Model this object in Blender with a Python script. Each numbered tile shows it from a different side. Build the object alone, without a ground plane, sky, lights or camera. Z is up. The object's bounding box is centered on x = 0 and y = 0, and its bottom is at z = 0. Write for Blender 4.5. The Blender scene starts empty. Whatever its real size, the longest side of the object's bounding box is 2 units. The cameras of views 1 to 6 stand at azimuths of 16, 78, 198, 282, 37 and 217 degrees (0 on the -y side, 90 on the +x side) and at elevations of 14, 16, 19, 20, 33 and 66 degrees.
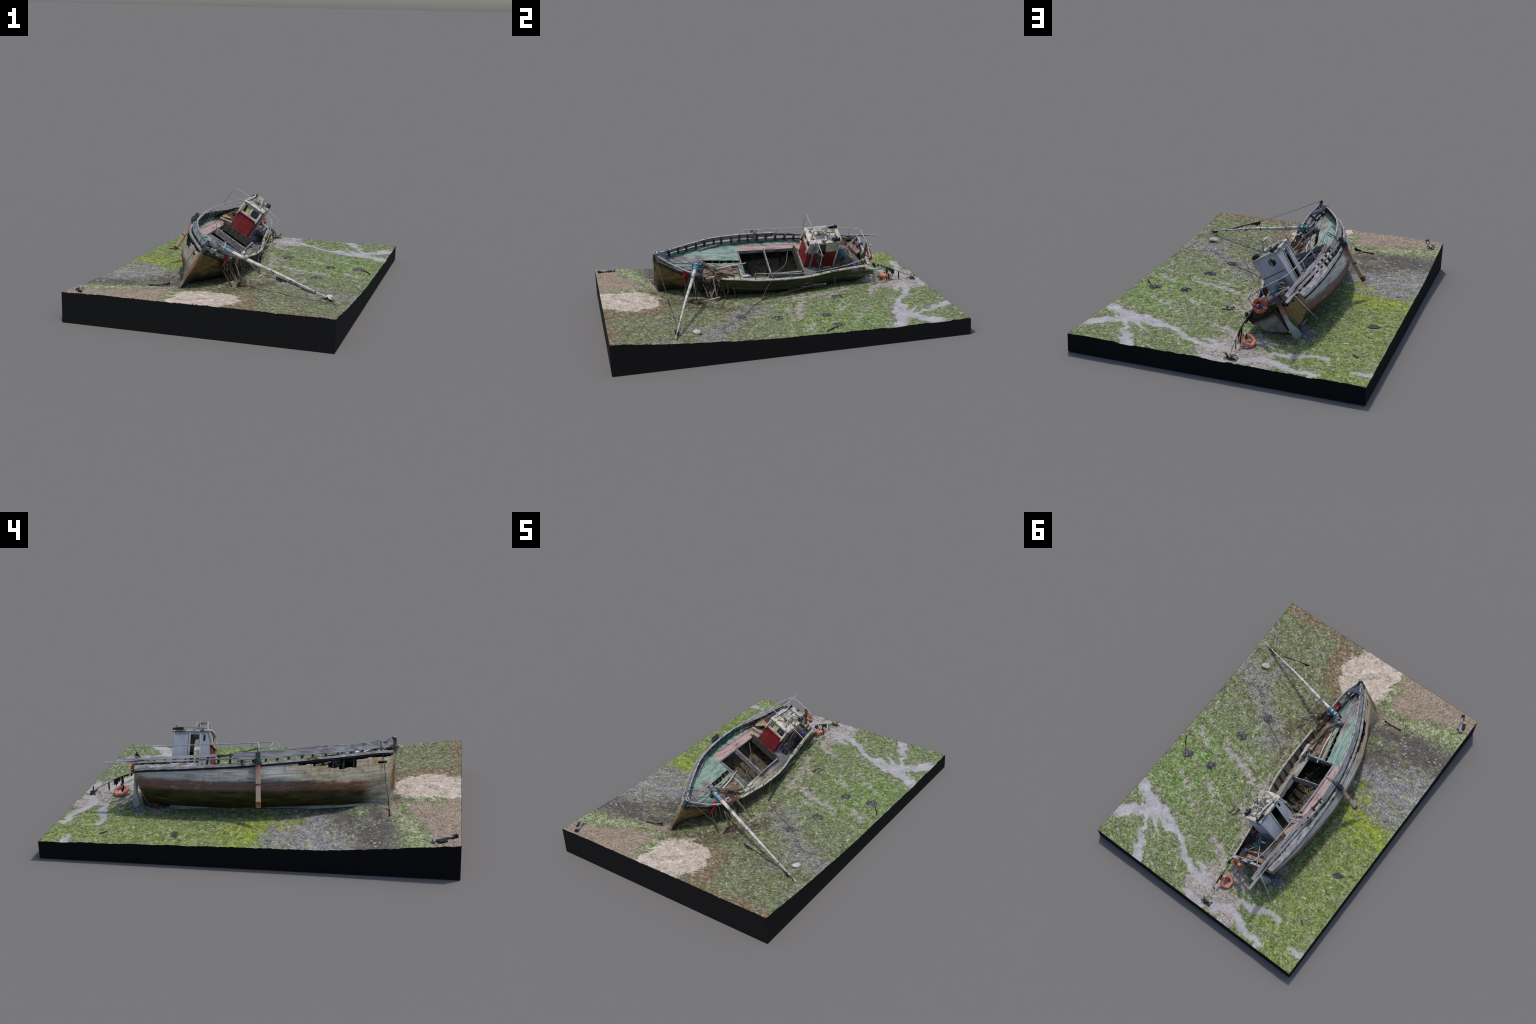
import bpy, bmesh, math, random, functools
import numpy as np
from mathutils import Matrix, Vector, Euler

random.seed(7)
RNG = np.random.default_rng(11)

# ----------------------------------------------------------------------------
# frame: the boat lies heeled over to port (+x); bow towards -y
# ----------------------------------------------------------------------------
HEEL = math.radians(31.5)
BOAT = (Matrix.Translation((-0.2706 * math.cos(HEEL), 0.0, 0.2706 * math.sin(HEEL)))
        @ Matrix.Rotation(HEEL, 4, 'Y') @ Matrix.Rotation(0.0235, 4, 'Z'))
BINV = BOAT.inverted()


def L(x, y, z):
    """world point -> boat frame"""
    return BINV @ Vector((x, y, z))


def W(x, y, z):
    return BOAT @ Vector((x, y, z))


# ----------------------------------------------------------------------------
# colours
# ----------------------------------------------------------------------------
def C(r, g, b, k=1.0):
    """display colour 0..255 -> base colour (linear)"""
    def f(v):
        v = v / 255.0
        v = v / 12.92 if v <= 0.04045 else ((v + 0.055) / 1.055) ** 2.4
        return min(1.0, v * k / 1.12)
    return (f(r), f(g), f(b), 1.0)


class NT:
    """small helper that writes shader node trees"""

    def __init__(self, tree):
        self.t = tree
        self.n = tree.nodes
        self.l = tree.links

    def put(self, sock, v):
        if v is None:
            return
        if isinstance(v, bpy.types.NodeSocket):
            self.l.new(v, sock)
        else:
            sock.default_value = v

    def node(self, kind, **kw):
        n = self.n.new(kind)
        for k, v in kw.items():
            setattr(n, k, v)
        return n

    def m(self, op, a, b=None, c=None, clamp=False):
        n = self.node('ShaderNodeMath', operation=op, use_clamp=clamp)
        self.put(n.inputs[0], a)
        self.put(n.inputs[1], b)
        self.put(n.inputs[2], c)
        return n.outputs[0]

    def vm(self, op, a, b=None, out=0, scale=None):
        n = self.node('ShaderNodeVectorMath', operation=op)
        self.put(n.inputs[0], a)
        if b is not None:
            self.put(n.inputs[1], b)
        if scale is not None:
            self.put(n.inputs['Scale'], scale)
        return n.outputs['Value'] if op in ('LENGTH', 'DOT_PRODUCT', 'DISTANCE') else n.outputs[0]

    def obj(self):
        return self.node('ShaderNodeTexCoord').outputs['Object']

    def xyz(self, v):
        n = self.node('ShaderNodeSeparateXYZ')
        self.put(n.inputs[0], v)
        return n.outputs[0], n.outputs[1], n.outputs[2]

    def vec(self, x, y, z):
        n = self.node('ShaderNodeCombineXYZ')
        for i, v in enumerate((x, y, z)):
            self.put(n.inputs[i], v)
        return n.outputs[0]

    def scaled(self, v, s):
        n = self.node('ShaderNodeMapping')
        self.put(n.inputs['Vector'], v)
        n.inputs['Scale'].default_value = s
        return n.outputs[0]

    def noise(self, v, scale, detail=3, rough=0.55, dist=0.0, out='Fac'):
        n = self.node('ShaderNodeTexNoise')
        self.put(n.inputs['Vector'], v)
        n.inputs['Scale'].default_value = scale
        n.inputs['Detail'].default_value = detail
        n.inputs['Roughness'].default_value = rough
        n.inputs['Distortion'].default_value = dist
        return n.outputs[out]

    def voro(self, v, scale, out='Distance', feature='F1', rnd=1.0):
        n = self.node('ShaderNodeTexVoronoi', feature=feature)
        self.put(n.inputs['Vector'], v)
        n.inputs['Scale'].default_value = scale
        n.inputs['Randomness'].default_value = rnd
        return n.outputs[out]

    def ramp(self, f, stops, interp='LINEAR'):
        n = self.node('ShaderNodeValToRGB')
        r = n.color_ramp
        r.interpolation = interp
        while len(r.elements) < len(stops):
            r.elements.new(0.5)
        for e, (p, c) in zip(r.elements, stops):
            e.position = p
            e.color = c if len(c) == 4 else (*c, 1)
        self.put(n.inputs[0], f)
        return n.outputs[0]

    def step(self, f, a, b):
        """smooth 0..1 as f goes a..b"""
        n = self.node('ShaderNodeMapRange', interpolation_type='SMOOTHSTEP')
        self.put(n.inputs[0], f)
        n.inputs[1].default_value = a
        n.inputs[2].default_value = b
        n.inputs[3].default_value = 0.0
        n.inputs[4].default_value = 1.0
        return n.outputs[0]

    def mix(self, f, a, b, mode='MIX'):
        n = self.node('ShaderNodeMix', data_type='RGBA', blend_type=mode)
        n.clamp_factor = True
        self.put(n.inputs[0], f)
        self.put(n.inputs[6], a)
        self.put(n.inputs[7], b)
        return n.outputs[2]

    def gain(self, col, f):
        """multiply colour by scalar socket"""
        return self.vm('SCALE', col, scale=f)


def material(name, build, rough=0.85, spec=0.25, metal=0.0):
    m = bpy.data.materials.new(name)
    m.use_nodes = True
    t = NT(m.node_tree)
    b = m.node_tree.nodes['Principled BSDF']
    b.inputs['Roughness'].default_value = rough
    b.inputs['Specular IOR Level'].default_value = spec
    b.inputs['Metallic'].default_value = metal
    out = build(t)
    col, bump = out if isinstance(out, tuple) and len(out) == 2 else (out, None)
    t.put(b.inputs['Base Color'], col)
    if bump is not None:
        h, strength, dist = bump
        n = t.node('ShaderNodeBump')
        n.inputs['Strength'].default_value = strength
        n.inputs['Distance'].default_value = dist
        t.put(n.inputs['Height'], h)
        t.l.new(n.outputs[0], b.inputs['Normal'])
    return m


def grainy(c1, c2, scale=60, stretch=(1, 1, 1), spots=None, spot_lv=(0.62, 0.7), bump=0.3, detail=4, spot_scale=35):
    def build(t):
        o = t.obj()
        rnd = t.node('ShaderNodeObjectInfo').outputs['Random']
        v = t.vm('ADD', t.scaled(o, stretch), t.vec(rnd, t.m('MULTIPLY', rnd, 7.0), 0.0))
        f = t.noise(v, scale, detail, 0.65)
        col = t.mix(t.step(f, 0.3, 0.7), c1, c2)
        if spots:
            s = t.noise(v, spot_scale, 3)
            col = t.mix(t.step(s, *spot_lv), col, spots)
        col = t.gain(col, t.m('ADD', t.m('MULTIPLY', rnd, 0.25), 0.87))
        return col, (f, bump, 0.002)
    return build


M = {}
M['grey_wood'] = material('weathered_grey_wood', grainy(C(166, 165, 168), C(106, 105, 107), 70, (1, 0.08, 1), C(66, 63, 60), (0.6, 0.75)))
M['dark_wood'] = material('dark_wet_wood', grainy(C(78, 74, 68), C(40, 37, 34), 70, (1, 0.12, 1), C(110, 106, 98), (0.62, 0.75)))
M['stanchion_wood'] = material('stanchion_wood', grainy(C(82, 82, 76), C(46, 45, 42), 90, (1, 1, .3)))
M['lining_wood'] = material('grey_brown_lining', grainy(C(134, 124, 114), C(92, 84, 76), 60, (1, .12, 1), C(66, 62, 56), (.6, .72)))
M['pale_rail'] = material('flaking_white_rail_paint', grainy(C(186, 184, 184), C(130, 125, 124), 80, (1, 0.25, 1), C(78, 66, 62), (0.56, 0.68), spot_scale=60))
M['cream_rail'] = material('mossy_cream_rail_paint', grainy(C(192, 189, 180), C(142, 138, 126), 80, (1, 0.3, 1), C(92, 88, 78), (0.57, 0.68), spot_scale=50))
M['port_rub'] = material('dark_patchy_rub_rail', grainy(C(70, 68, 54), C(38, 38, 28), 60, (1, .2, 1), C(170, 166, 150), (.60, .66), spot_scale=22))
M['black_strip'] = material('tarred_black_strip', grainy(C(40, 38, 40), C(22, 21, 22), 60, (1, .2, 1)))
M['port_plank'] = material('shade_darkened_green_plank', grainy(C(74, 76, 40), C(40, 45, 22), 45, (1, 0.12, 1), C(26, 29, 17), (0.58, 0.75)))
M['red_paint'] = material('faded_red_paint', grainy(C(126, 36, 41), C(98, 31, 36), 26, (1, 1, 1), C(104, 52, 48), (0.60, 0.74), spot_scale=18), rough=0.5)
M['cream_paint'] = material('weathered_cream_paint', grainy(C(190, 187, 174), C(150, 146, 132), 30, (1, 1, .5), C(112, 104, 92), (0.62, 0.74)))
M['pale_grey_paint'] = material('pale_grey_paint', grainy(C(190, 194, 202), C(164, 167, 174), 22, (1, 1, .4), C(150, 130, 124), (0.66, 0.78)))
M['roof_paint'] = material('roof_cream_flaking', grainy(C(206, 201, 186), C(160, 152, 136), 40, (1, 1, 1), C(96, 94, 92), (0.52, 0.58), spot_scale=24))
M['pipe'] = material('galvanised_pipe', grainy(C(188, 192, 200), C(140, 142, 146), 90, (1, .3, 1), C(126, 104, 84), (0.64, 0.76)), rough=0.5)
M['mossy_pipe'] = material('mossy_pipe', grainy(C(172, 172, 152), C(120, 122, 96), 90, (1, .3, 1), C(92, 80, 62), (0.6, 0.7)), rough=0.6)
M['bleached_spar'] = material('bleached_spar', grainy(C(222, 219, 215), C(158, 150, 142), 60, (.5, .5, .5), C(112, 94, 80), (0.58, 0.68)))
M['blue_rope'] = material('blue_rope', grainy(C(66, 150, 172), C(34, 88, 104), 120, (1, 1, 1), C(150, 160, 160), (.6, .7), spot_scale=90))
M['navy_rope'] = material('dark_blue_rope', grainy(C(52, 92, 108), C(30, 48, 58), 120))
M['grey_rope'] = material('grey_rope', grainy(C(120, 116, 108), C(80, 76, 70), 200))
M['weed'] = material('dark_hanging_weed', grainy(C(58, 54, 42), C(34, 32, 26), 90))
M['pale_weed'] = material('dry_weed_strands', grainy(C(112, 106, 86), C(62, 58, 46), 40))
M['orange_ring'] = material('faded_orange_float', grainy(C(212, 100, 64), C(182, 76, 50), 40, (1, 1, 1), C(140, 84, 70), (0.64, 0.74)), rough=0.6)
M['pale_orange_ring'] = material('sunbleached_orange_float', grainy(C(224, 146, 120), C(196, 110, 86), 40, (1, 1, 1), C(120, 84, 70), (0.6, 0.72)), rough=0.6)
M['white_band'] = material('white_band', grainy(C(200, 190, 185), C(165, 152, 148), 60))
M['blue_float'] = material('blue_float', grainy(C(44, 82, 196), C(30, 58, 150), 40), rough=0.35, spec=0.5)
M['red_cloth'] = material('red_cloth', grainy(C(196, 48, 66), C(140, 28, 44), 60))
M['rusty'] = material('rusty_iron', grainy(C(150, 84, 56), C(92, 56, 42), 60, (1, 1, 1), C(60, 50, 46), (0.55, 0.7)))
M['brown_debris'] = material('brown_rotten_debris', grainy(C(160, 134, 120), C(100, 80, 70), 80, (1, .5, 1), C(182, 168, 158), (0.60, 0.70), spot_scale=60, bump=0.8))
M['brown_net'] = material('brown_net', grainy(C(120, 98, 84), C(66, 54, 48), 140))
M['dark_net'] = material('dark_net', grainy(C(62, 60, 64), C(36, 34, 36), 140))
M['black_rubber'] = material('black_rubber', grainy(C(48, 46, 46), C(28, 27, 27), 60))
M['slate_grey'] = material('slate_grey_paint', grainy(C(120, 126, 140), C(88, 92, 102), 40, (1, 1, 1), C(60, 60, 66), (.6, .7)))
M['tan_board'] = material('tan_board', grainy(C(186, 172, 140), C(148, 132, 102), 40, (1, .3, 1), C(126, 84, 54), (.64, .72)))
M['stone'] = material('pale_stone', grainy(C(228, 224, 216), C(186, 182, 176), 40))
M['pebble'] = material('pale_pebbles', grainy(C(206, 200, 190), C(150, 146, 140), 30))
M['mud'] = material('grey_mud', grainy(C(128, 126, 134), C(78, 76, 80), 90, (1, 1, 1), C(92, 104, 70), (.6, .7), bump=0.8))
M['dark_mud'] = material('dark_mud_clods', grainy(C(98, 97, 98), C(44, 44, 46), 110, (1, 1, 1), bump=0.8))
M['yellow_panel'] = material('yellowed_pane', grainy(C(190, 190, 128), C(150, 150, 92), 30))
M['inner_dark'] = material('dark_interior_wood', grainy(C(62, 56, 48), C(34, 31, 28), 60, (1, .2, 1), C(92, 84, 72), (.64, .74)))  # wood colour lowered to carry the gloom inside the hold
M['hold_floor'] = material('hold_silt', grainy(C(116, 108, 90), C(72, 66, 56), 40, (1, 1, 1), C(48, 44, 40), (.58, .7), bump=0.8))


def base_black(t):
    return (0.0085, 0.0085, 0.0090, 1.0)


M['base'] = material('matt_black_base', base_black, rough=0.9, spec=0.1)


# ----------------------------------------------------------------------------
# mesh helpers
# ----------------------------------------------------------------------------
def add(name, verts, faces, mat, parent=None, smooth=False, mats=None, fmat=None):
    me = bpy.data.meshes.new(name)
    me.from_pydata([tuple(v) for v in verts], [], faces)
    for mm in (mats or [mat]):
        me.materials.append(M[mm] if isinstance(mm, str) else mm)
    if fmat is not None:
        me.polygons.foreach_set('material_index', fmat)
    if smooth:
        me.polygons.foreach_set('use_smooth', [True] * len(me.polygons))
    me.update()
    o = bpy.data.objects.new(name, me)
    bpy.context.scene.collection.objects.link(o)
    o.parent = parent
    return o


def share(name, mesh, mtx, parent):
    o = bpy.data.objects.new(name, mesh)
    bpy.context.scene.collection.objects.link(o)
    o.parent = parent
    o.matrix_local = mtx
    return o


def empty(name, parent=None, mtx=None):
    o = bpy.data.objects.new(name, None)
    bpy.context.scene.collection.objects.link(o)
    o.parent = parent
    o.empty_display_size = 0.05
    if mtx is not None:
        o.matrix_local = mtx
    return o


def smooth_path(pts, n=8):
    """Catmull-Rom through points"""
    p = [Vector(q) for q in pts]
    if len(p) < 3:
        return p
    out = []
    for i in range(len(p) - 1):
        a = p[i - 1] if i > 0 else p[i] * 2 - p[i + 1]
        d = p[i + 2] if i + 2 < len(p) else p[i + 1] * 2 - p[i]
        b, c = p[i], p[i + 1]
        for k in range(n):
            t = k / n
            out.append(0.5 * ((2 * b) + (c - a) * t + (2 * a - 5 * b + 4 * c - d) * t * t + (3 * b - a - 3 * c + d) * t ** 3))
    out.append(p[-1])
    return out


def round_corners(pts, r, n=5):
    p = [Vector(q) for q in pts]
    out = [p[0]]
    for i in range(1, len(p) - 1):
        a = (p[i - 1] - p[i])
        b = (p[i + 1] - p[i])
        rr = min(r, a.length * 0.45, b.length * 0.45)
        s, e = p[i] + a.normalized() * rr, p[i] + b.normalized() * rr
        for k in range(n + 1):
            t = k / n
            out.append(s * (1 - t) ** 2 + p[i] * 2 * t * (1 - t) + e * t * t)
    out.append(p[-1])
    return out


def tube_geo(path, r, sides=8, wob=0.0):
    """vertices and faces of a tube; r a number or a function of 0..1"""
    path = [Vector(q) for q in path]
    n = len(path)
    V, F = [], []
    t = (path[1] - path[0]).normalized()
    ref = Vector((0, 0, 1)) if abs(t.z) < 0.9 else Vector((1, 0, 0))
    nrm = t.cross(ref).normalized()
    for i, p in enumerate(path):
        tt = (path[min(i + 1, n - 1)] - path[max(i - 1, 0)])
        if tt.length > 1e-9:
            t = tt.normalized()
        nrm = (nrm - t * nrm.dot(t))
        if nrm.length < 1e-6:
            nrm = t.orthogonal()
        nrm.normalize()
        bn = t.cross(nrm)
        rad = r(i / (n - 1)) if callable(r) else r
        for k in range(sides):
            a = 2 * math.pi * k / sides
            w = 1 + wob * (random.random() - 0.5)
            V.append(p + (nrm * math.cos(a) + bn * math.sin(a)) * rad * w)
    for i in range(n - 1):
        for k in range(sides):
            F.append((i * sides + k, i * sides + (k + 1) % sides, (i + 1) * sides + (k + 1) % sides, (i + 1) * sides + k))
    F.append(tuple(range(sides))[::-1])
    F.append(tuple(range((n - 1) * sides, n * sides)))
    return V, F


def tube(name, path, r, mat, parent, sides=8, wob=0.0):
    V, F = tube_geo(path, r, sides, wob)
    return add(name, V, F, mat, parent, smooth=True)


def merge(parts):
    V, F = [], []
    for v, f in parts:
        o = len(V)
        V += list(v)
        F += [tuple(i + o for i in q) for q in f]
    return V, F


def box_geo(p0, p1, w, d, side=(0, 0, 1), taper=1.0, jit=0.0, seg=1):
    """board from p0 to p1, width w along `side`, thickness d across"""
    p0, p1 = Vector(p0), Vector(p1)
    t = (p1 - p0).normalized()
    s = Vector(side)
    s = (s - t * s.dot(t)).normalized()
    q = t.cross(s)
    V, F = [], []
    for i in range(seg + 1):
        f = i / seg
        k = 1 + (taper - 1) * f
        c = p0.lerp(p1, f)
        e = 0.12 * min(w, d)
        ring = [(-1, -1 + .2), (-1, 1 - .2), (-1 + .1, 1), (1 - .1, 1), (1, 1 - .2), (1, -1 + .2), (1 - .1, -1), (-1 + .1, -1)]
        for a, b in ring:
            j = Vector((random.random() - .5, random.random() - .5, random.random() - .5)) * jit
            V.append(c + s * (a * w * 0.5 * k) + q * (b * d * 0.5) + j)
    for i in range(seg):
        for k in range(8):
            F.append((i * 8 + k, i * 8 + (k + 1) % 8, i * 8 + 8 + (k + 1) % 8, i * 8 + 8 + k))
    F.append(tuple(range(8))[::-1])
    F.append(tuple(range(seg * 8, seg * 8 + 8)))
    return V, F


def board(name, p0, p1, w, d, mat, parent, side=(0, 0, 1), taper=1.0, jit=0.0, seg=1):
    V, F = box_geo(p0, p1, w, d, side, taper, jit, seg)
    return add(name, V, F, mat, parent)


def strip_geo(A, B, T, jit=0.0):
    """solid plank between edge paths A and B (lists of points), thickness vectors T (list)"""
    V, F = [], []
    n = len(A)
    for i in range(n):
        a, b, t = Vector(A[i]), Vector(B[i]), Vector(T[i])
        j = Vector((random.random() - .5, random.random() - .5, random.random() - .5)) * jit
        V += [a + j, b + j, b + t + j, a + t + j]
    for i in range(n - 1):
        for k in range(4):
            F.append((i * 4 + k, i * 4 + (k + 1) % 4, i * 4 + 4 + (k + 1) % 4, i * 4 + 4 + k))
    F.append((3, 2, 1, 0))
    F.append((n * 4 - 4, n * 4 - 3, n * 4 - 2, n * 4 - 1))
    return V, F


def fix_normals(o):
    bm = bmesh.new()
    bm.from_mesh(o.data)
    bmesh.ops.recalc_face_normals(bm, faces=bm.faces)
    bm.to_mesh(o.data)
    bm.free()
    return o


def rounded_rect(cx, cy, w, h, r, n=4):
    pts = []
    for sx, sy, a0 in ((1, 1, 0), (-1, 1, 90), (-1, -1, 180), (1, -1, 270)):
        for k in range(n + 1):
            a = math.radians(a0 + 90 * k / n)
            pts.append((cx + sx * (w / 2 - r) + r * math.cos(a), cy + sy * (h / 2 - r) + r * math.sin(a)))
    return pts


def panel(name, outer, holes, thick, O, U, Vv, mat, parent):
    """flat panel with holes: outline in (u, v), placed with origin O and axes U, Vv; thickness behind"""
    cu = bpy.data.curves.new(name, 'CURVE')
    cu.dimensions = '2D'
    cu.fill_mode = 'BOTH'
    cu.extrude = thick / 2
    for poly in [outer] + list(holes):
        s = cu.splines.new('POLY')
        s.points.add(len(poly) - 1)
        for q, (x, y) in zip(s.points, poly):
            q.co = (x, y, 0, 1)
        s.use_cyclic_u = True
    tmp = bpy.data.objects.new('tmp', cu)
    me = bpy.data.meshes.new_from_object(tmp)
    U, Vv, O = Vector(U).normalized(), Vector(Vv), Vector(O)
    Vv = (Vv - U * Vv.dot(U)).normalized()
    N = U.cross(Vv)
    mt = Matrix((U, Vv, N)).transposed().to_4x4()
    mt.translation = O
    me.transform(mt)
    me.name = name
    me.materials.clear()
    me.materials.append(M[mat])
    for p in me.polygons:
        p.use_smooth = False
    bpy.data.objects.remove(tmp)
    bpy.data.curves.remove(cu)
    o = bpy.data.objects.new(name, me)
    bpy.context.scene.collection.objects.link(o)
    o.parent = parent
    return o


def hermite(xs, ys):
    """smooth interpolation through a short table"""
    xs, ys = np.array(xs, float), np.array(ys, float)
    d = np.diff(ys) / np.diff(xs)
    s = np.empty_like(xs)
    s[0], s[-1] = d[0], d[-1]
    s[1:-1] = np.where(d[:-1] * d[1:] > 0, 2 * d[:-1] * d[1:] / (d[:-1] + d[1:] + 1e-12), 0)

    def f(x):
        x = np.clip(np.asarray(x, float), xs[0], xs[-1])
        i = np.clip(np.searchsorted(xs, x) - 1, 0, len(xs) - 2)
        h = xs[i + 1] - xs[i]
        t = (x - xs[i]) / h
        return ((2 * t ** 3 - 3 * t ** 2 + 1) * ys[i] + (t ** 3 - 2 * t ** 2 + t) * h * s[i]
                + (-2 * t ** 3 + 3 * t ** 2) * ys[i + 1] + (t ** 3 - t ** 2) * h * s[i + 1])
    return f


# ---- value noise for geometry ------------------------------------------------
def vnoise(x, y, seed=0):
    xi, yi = np.floor(x).astype(np.int64), np.floor(y).astype(np.int64)
    fx, fy = x - xi, y - yi
    fx, fy = fx * fx * (3 - 2 * fx), fy * fy * (3 - 2 * fy)

    def h(a, b):
        n = (a * 374761393 + b * 668265263 + seed * 974711) & 0xffffffff
        n = ((n ^ (n >> 13)) * 1274126177) & 0xffffffff
        return ((n ^ (n >> 16)) & 0xffff) / 65535.0
    return ((h(xi, yi) * (1 - fx) + h(xi + 1, yi) * fx) * (1 - fy) + (h(xi, yi + 1) * (1 - fx) + h(xi + 1, yi + 1) * fx) * fy)


def fbm(x, y, scale, octs=4, seed=0, gain=0.55):
    s, a, t = 0, 1.0, 0
    for k in range(octs):
        s = s + a * vnoise(x * scale * 2 ** k + 17.3 * k, y * scale * 2 ** k - 9.1 * k, seed + k)
        t += a
        a *= gain
    return s / t - 0.5


# hull lines (boat frame: X to port, Y aft, Z up)
sheer_b = hermite([-.664, -.6, -.5, -.4, -.27, -.1, .02, .12, .25, .4, .5, .56, .626], [.005, .044, .093, .137, .178, .207, .216, .215, .209, .197, .184, .173, .155])
sheer_z = hermite([-.664, -.6, -.5, -.4, -.27, -.1, .02, .12, .25, .4, .5, .626], [.270, .257, .231, .206, .179, .150, .134, .124, .114, .104, .100, .096])
rail_b = hermite([-.664, -.568, -.5, -.4, -.29, -.17, -.045, .08, .2, .3, .4, .53, .66], [.003, .079, .112, .147, .171, .187, .199, .202, .189, .172, .154, .136, .124])
rail_bs = hermite([-.664, -.6, -.532, -.411, -.29, -.17, -.045, .08, .2, .3, .4, .53, .66], [.003, .034, .068, .120, .165, .188, .201, .204, .190, .173, .155, .138, .126])
rail_z_s = hermite([-.664, -.532, -.411, -.29, -.17, -.045, .08, .2, .3, .4, .53, .8], [.338, .303, .276, .253, .232, .215, .201, .193, .188, .183, .176, .158])
rail_z_p = hermite([-.664, -.568, -.48, -.38, -.28, -.17, -.07, .04, .135, .267, .4, .53, .66], [.340, .314, .283, .258, .240, .230, .218, .209, .198, .174, .164, .155, .146])
keel_z = hermite([-.664, -.655, -.645, -.62, -.554, -.41, -.247, .0, .273, .396, .47, .6], [.120, .060, .024, .012, .010, -.006, -.018, -.036, -.048, -.046, -.042, -.034])
# section control polygon (fractions of half breadth / height between rabbet and sheer)
SHAPE = {   # c1x, c1z, c2x, c2z along the boat; the buried port side is tucked in under its rail
    -1: (hermite([-.664, -.5, -.3, 0, .35, .626], [.34, .50, .73, .76, .70, .42]),
         hermite([-.664, -.5, -.3, 0, .35, .626], [.24, .10, .03, .01, .03, .08]),
         hermite([-.664, -.5, -.3, 0, .35, .626], [.72, .94, 1.03, 1.05, .97, .90]),
         hermite([-.664, -.5, -.3, 0, .35, .626], [.60, .46, .34, .34, .40, .42])),
    1: (hermite([-.664, -.5, -.3, 0, .35, .626], [.32, .44, .50, .50, .50, .42]),
        hermite([-.664, -.5, -.3, 0, .35, .626], [.26, .16, .06, .05, .06, .08]),
        hermite([-.664, -.5, -.3, 0, .35, .626], [.68, .88, .86, .80, .84, .95]),
        hermite([-.664, -.5, -.3, 0, .35, .626], [.62, .54, .44, .36, .38, .42])),
}


@functools.lru_cache(maxsize=None)
def half_beam(y, side):
    b = float(sheer_b(y))
    if side > 0 and y > -.2:
        k = min(1, (y + .2) / .25) * min(1, max(0, (.60 - y) / .1))
        b -= k * (b - min(b, float(rail_b(y)) * 1.0)) * .8
    return b


@functools.lru_cache(maxsize=None)
def station(y, side):
    """control polygon of the section at y"""
    b, zs, zk = half_beam(y, side), float(sheer_z(y)), float(keel_z(y))
    c1x, c1z, c2x, c2z = SHAPE[side]
    hgt = zs - zk
    return ((min(.009, b * .6), zk), (b * float(c1x(y)), zk + hgt * float(c1z(y))), (b * float(c2x(y)), zk + hgt * float(c2z(y))), (b, zs))


def hull_pt(y, t, side, inset=0.0):
    """point on the planking: t = 0 at the rabbet, 1 at the sheer"""
    P = station(float(y), -1 if side < 0 else 1)
    k = [(1 - t) ** 3, 3 * t * (1 - t) ** 2, 3 * t * t * (1 - t), t ** 3]
    x = sum(a * p[0] for a, p in zip(k, P))
    z = sum(a * p[1] for a, p in zip(k, P))
    if inset:
        x = max(x - inset, 0.002)
        z = z + inset * .3
    yy = y
    if y > .38:
        yy = y + (z - .096) * .30 * ((y - .38) / .246)
    return Vector((side * x, yy, z))


def bul_pt(y, s, side, out=0.0):
    """point on the bulwark: s = 0 at the sheer, 1 at the rail; may run on past the transom"""
    b, zs = half_beam(min(y, .626), side), float(sheer_z(min(y, .626))) + .008
    rb = float(rail_bs(y) if side < 0 else rail_b(y)) - max(0, y - .66) * .05
    rz = float(rail_z_s(y) if side < 0 else rail_z_p(y))
    return Vector((side * (b + (rb - b) * s + out), y, zs + (rz - zs) * s))


def inside_hull(V):
    """which ground points lie inside the planking (the mud does not rise into the hold)"""
    mi = np.array(BINV)
    B = V @ mi[:3, :3].T + mi[:3, 3]
    out = np.zeros(len(V), bool)
    for y0 in np.arange(-.64, .60, .01):
        sel = np.where((B[:, 1] >= y0) & (B[:, 1] < y0 + .01) & (np.abs(B[:, 0]) < .23) & (B[:, 2] > -.1))[0]
        if len(sel):
            for side in (-1, 1):
                pr = [hull_pt(y0 + .005, t, side, .010) for t in np.linspace(0, 1, 24)]
                zz = np.maximum.accumulate([p.z for p in pr])
                half = np.interp(B[sel, 2], zz, [abs(p.x) for p in pr], left=-1)
                out[sel] |= (B[sel, 0] * side >= 0) & (np.abs(B[sel, 0]) < half)
    return out


# ============================================================================
# GROUND
# ============================================================================
HX, HY = 0.7355, 0.9985
g_right = hermite([-1, -.8, -.6, -.48, -.24, -.09, .12, .35, .7, 1], [.177, .155, .136, .128, .111, .105, .101, .096, .093, .093])
g_left = hermite([-1, -.78, -.6, -.285, .12, .4, .7, 1], [.165, .142, .125, .110, .105, .100, .094, .088])

# winding run-off channels of bare grey mud: x, y, radius per point
CHANNELS = [
    [(.75, .545, .026), (.645, .635, .030), (.53, .668, .046), (.40, .70, .026), (.29, .745, .018), (.18, .812, .020), (.06, .845, .024), (-.02, .85, .024)],
    [(.75, .84, .040), (.665, .755, .036), (.57, .735, .022), (.52, .83, .012), (.45, .95, .024), (.43, 1.0, .028)],
    [(.60, .695, .018), (.49, .735, .014), (.41, .795, .007)],
    [(-.10, .96, .020), (-.20, .90, .024), (-.27, .91, .022), (-.38, .955, .014), (-.50, .945, .014), (-.47, .99, .010)],
    [(-.24, .83, .018), (-.33, .81, .020), (-.45, .765, .015), (-.52, .79, .018)],
    [(-.65, .885, .012), (-.74, .865, .018)],
    [(.08, .955, .010), (-.05, .985, .020)],
    [(.13, .76, .014), (.03, .81, .018)],
]
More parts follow.
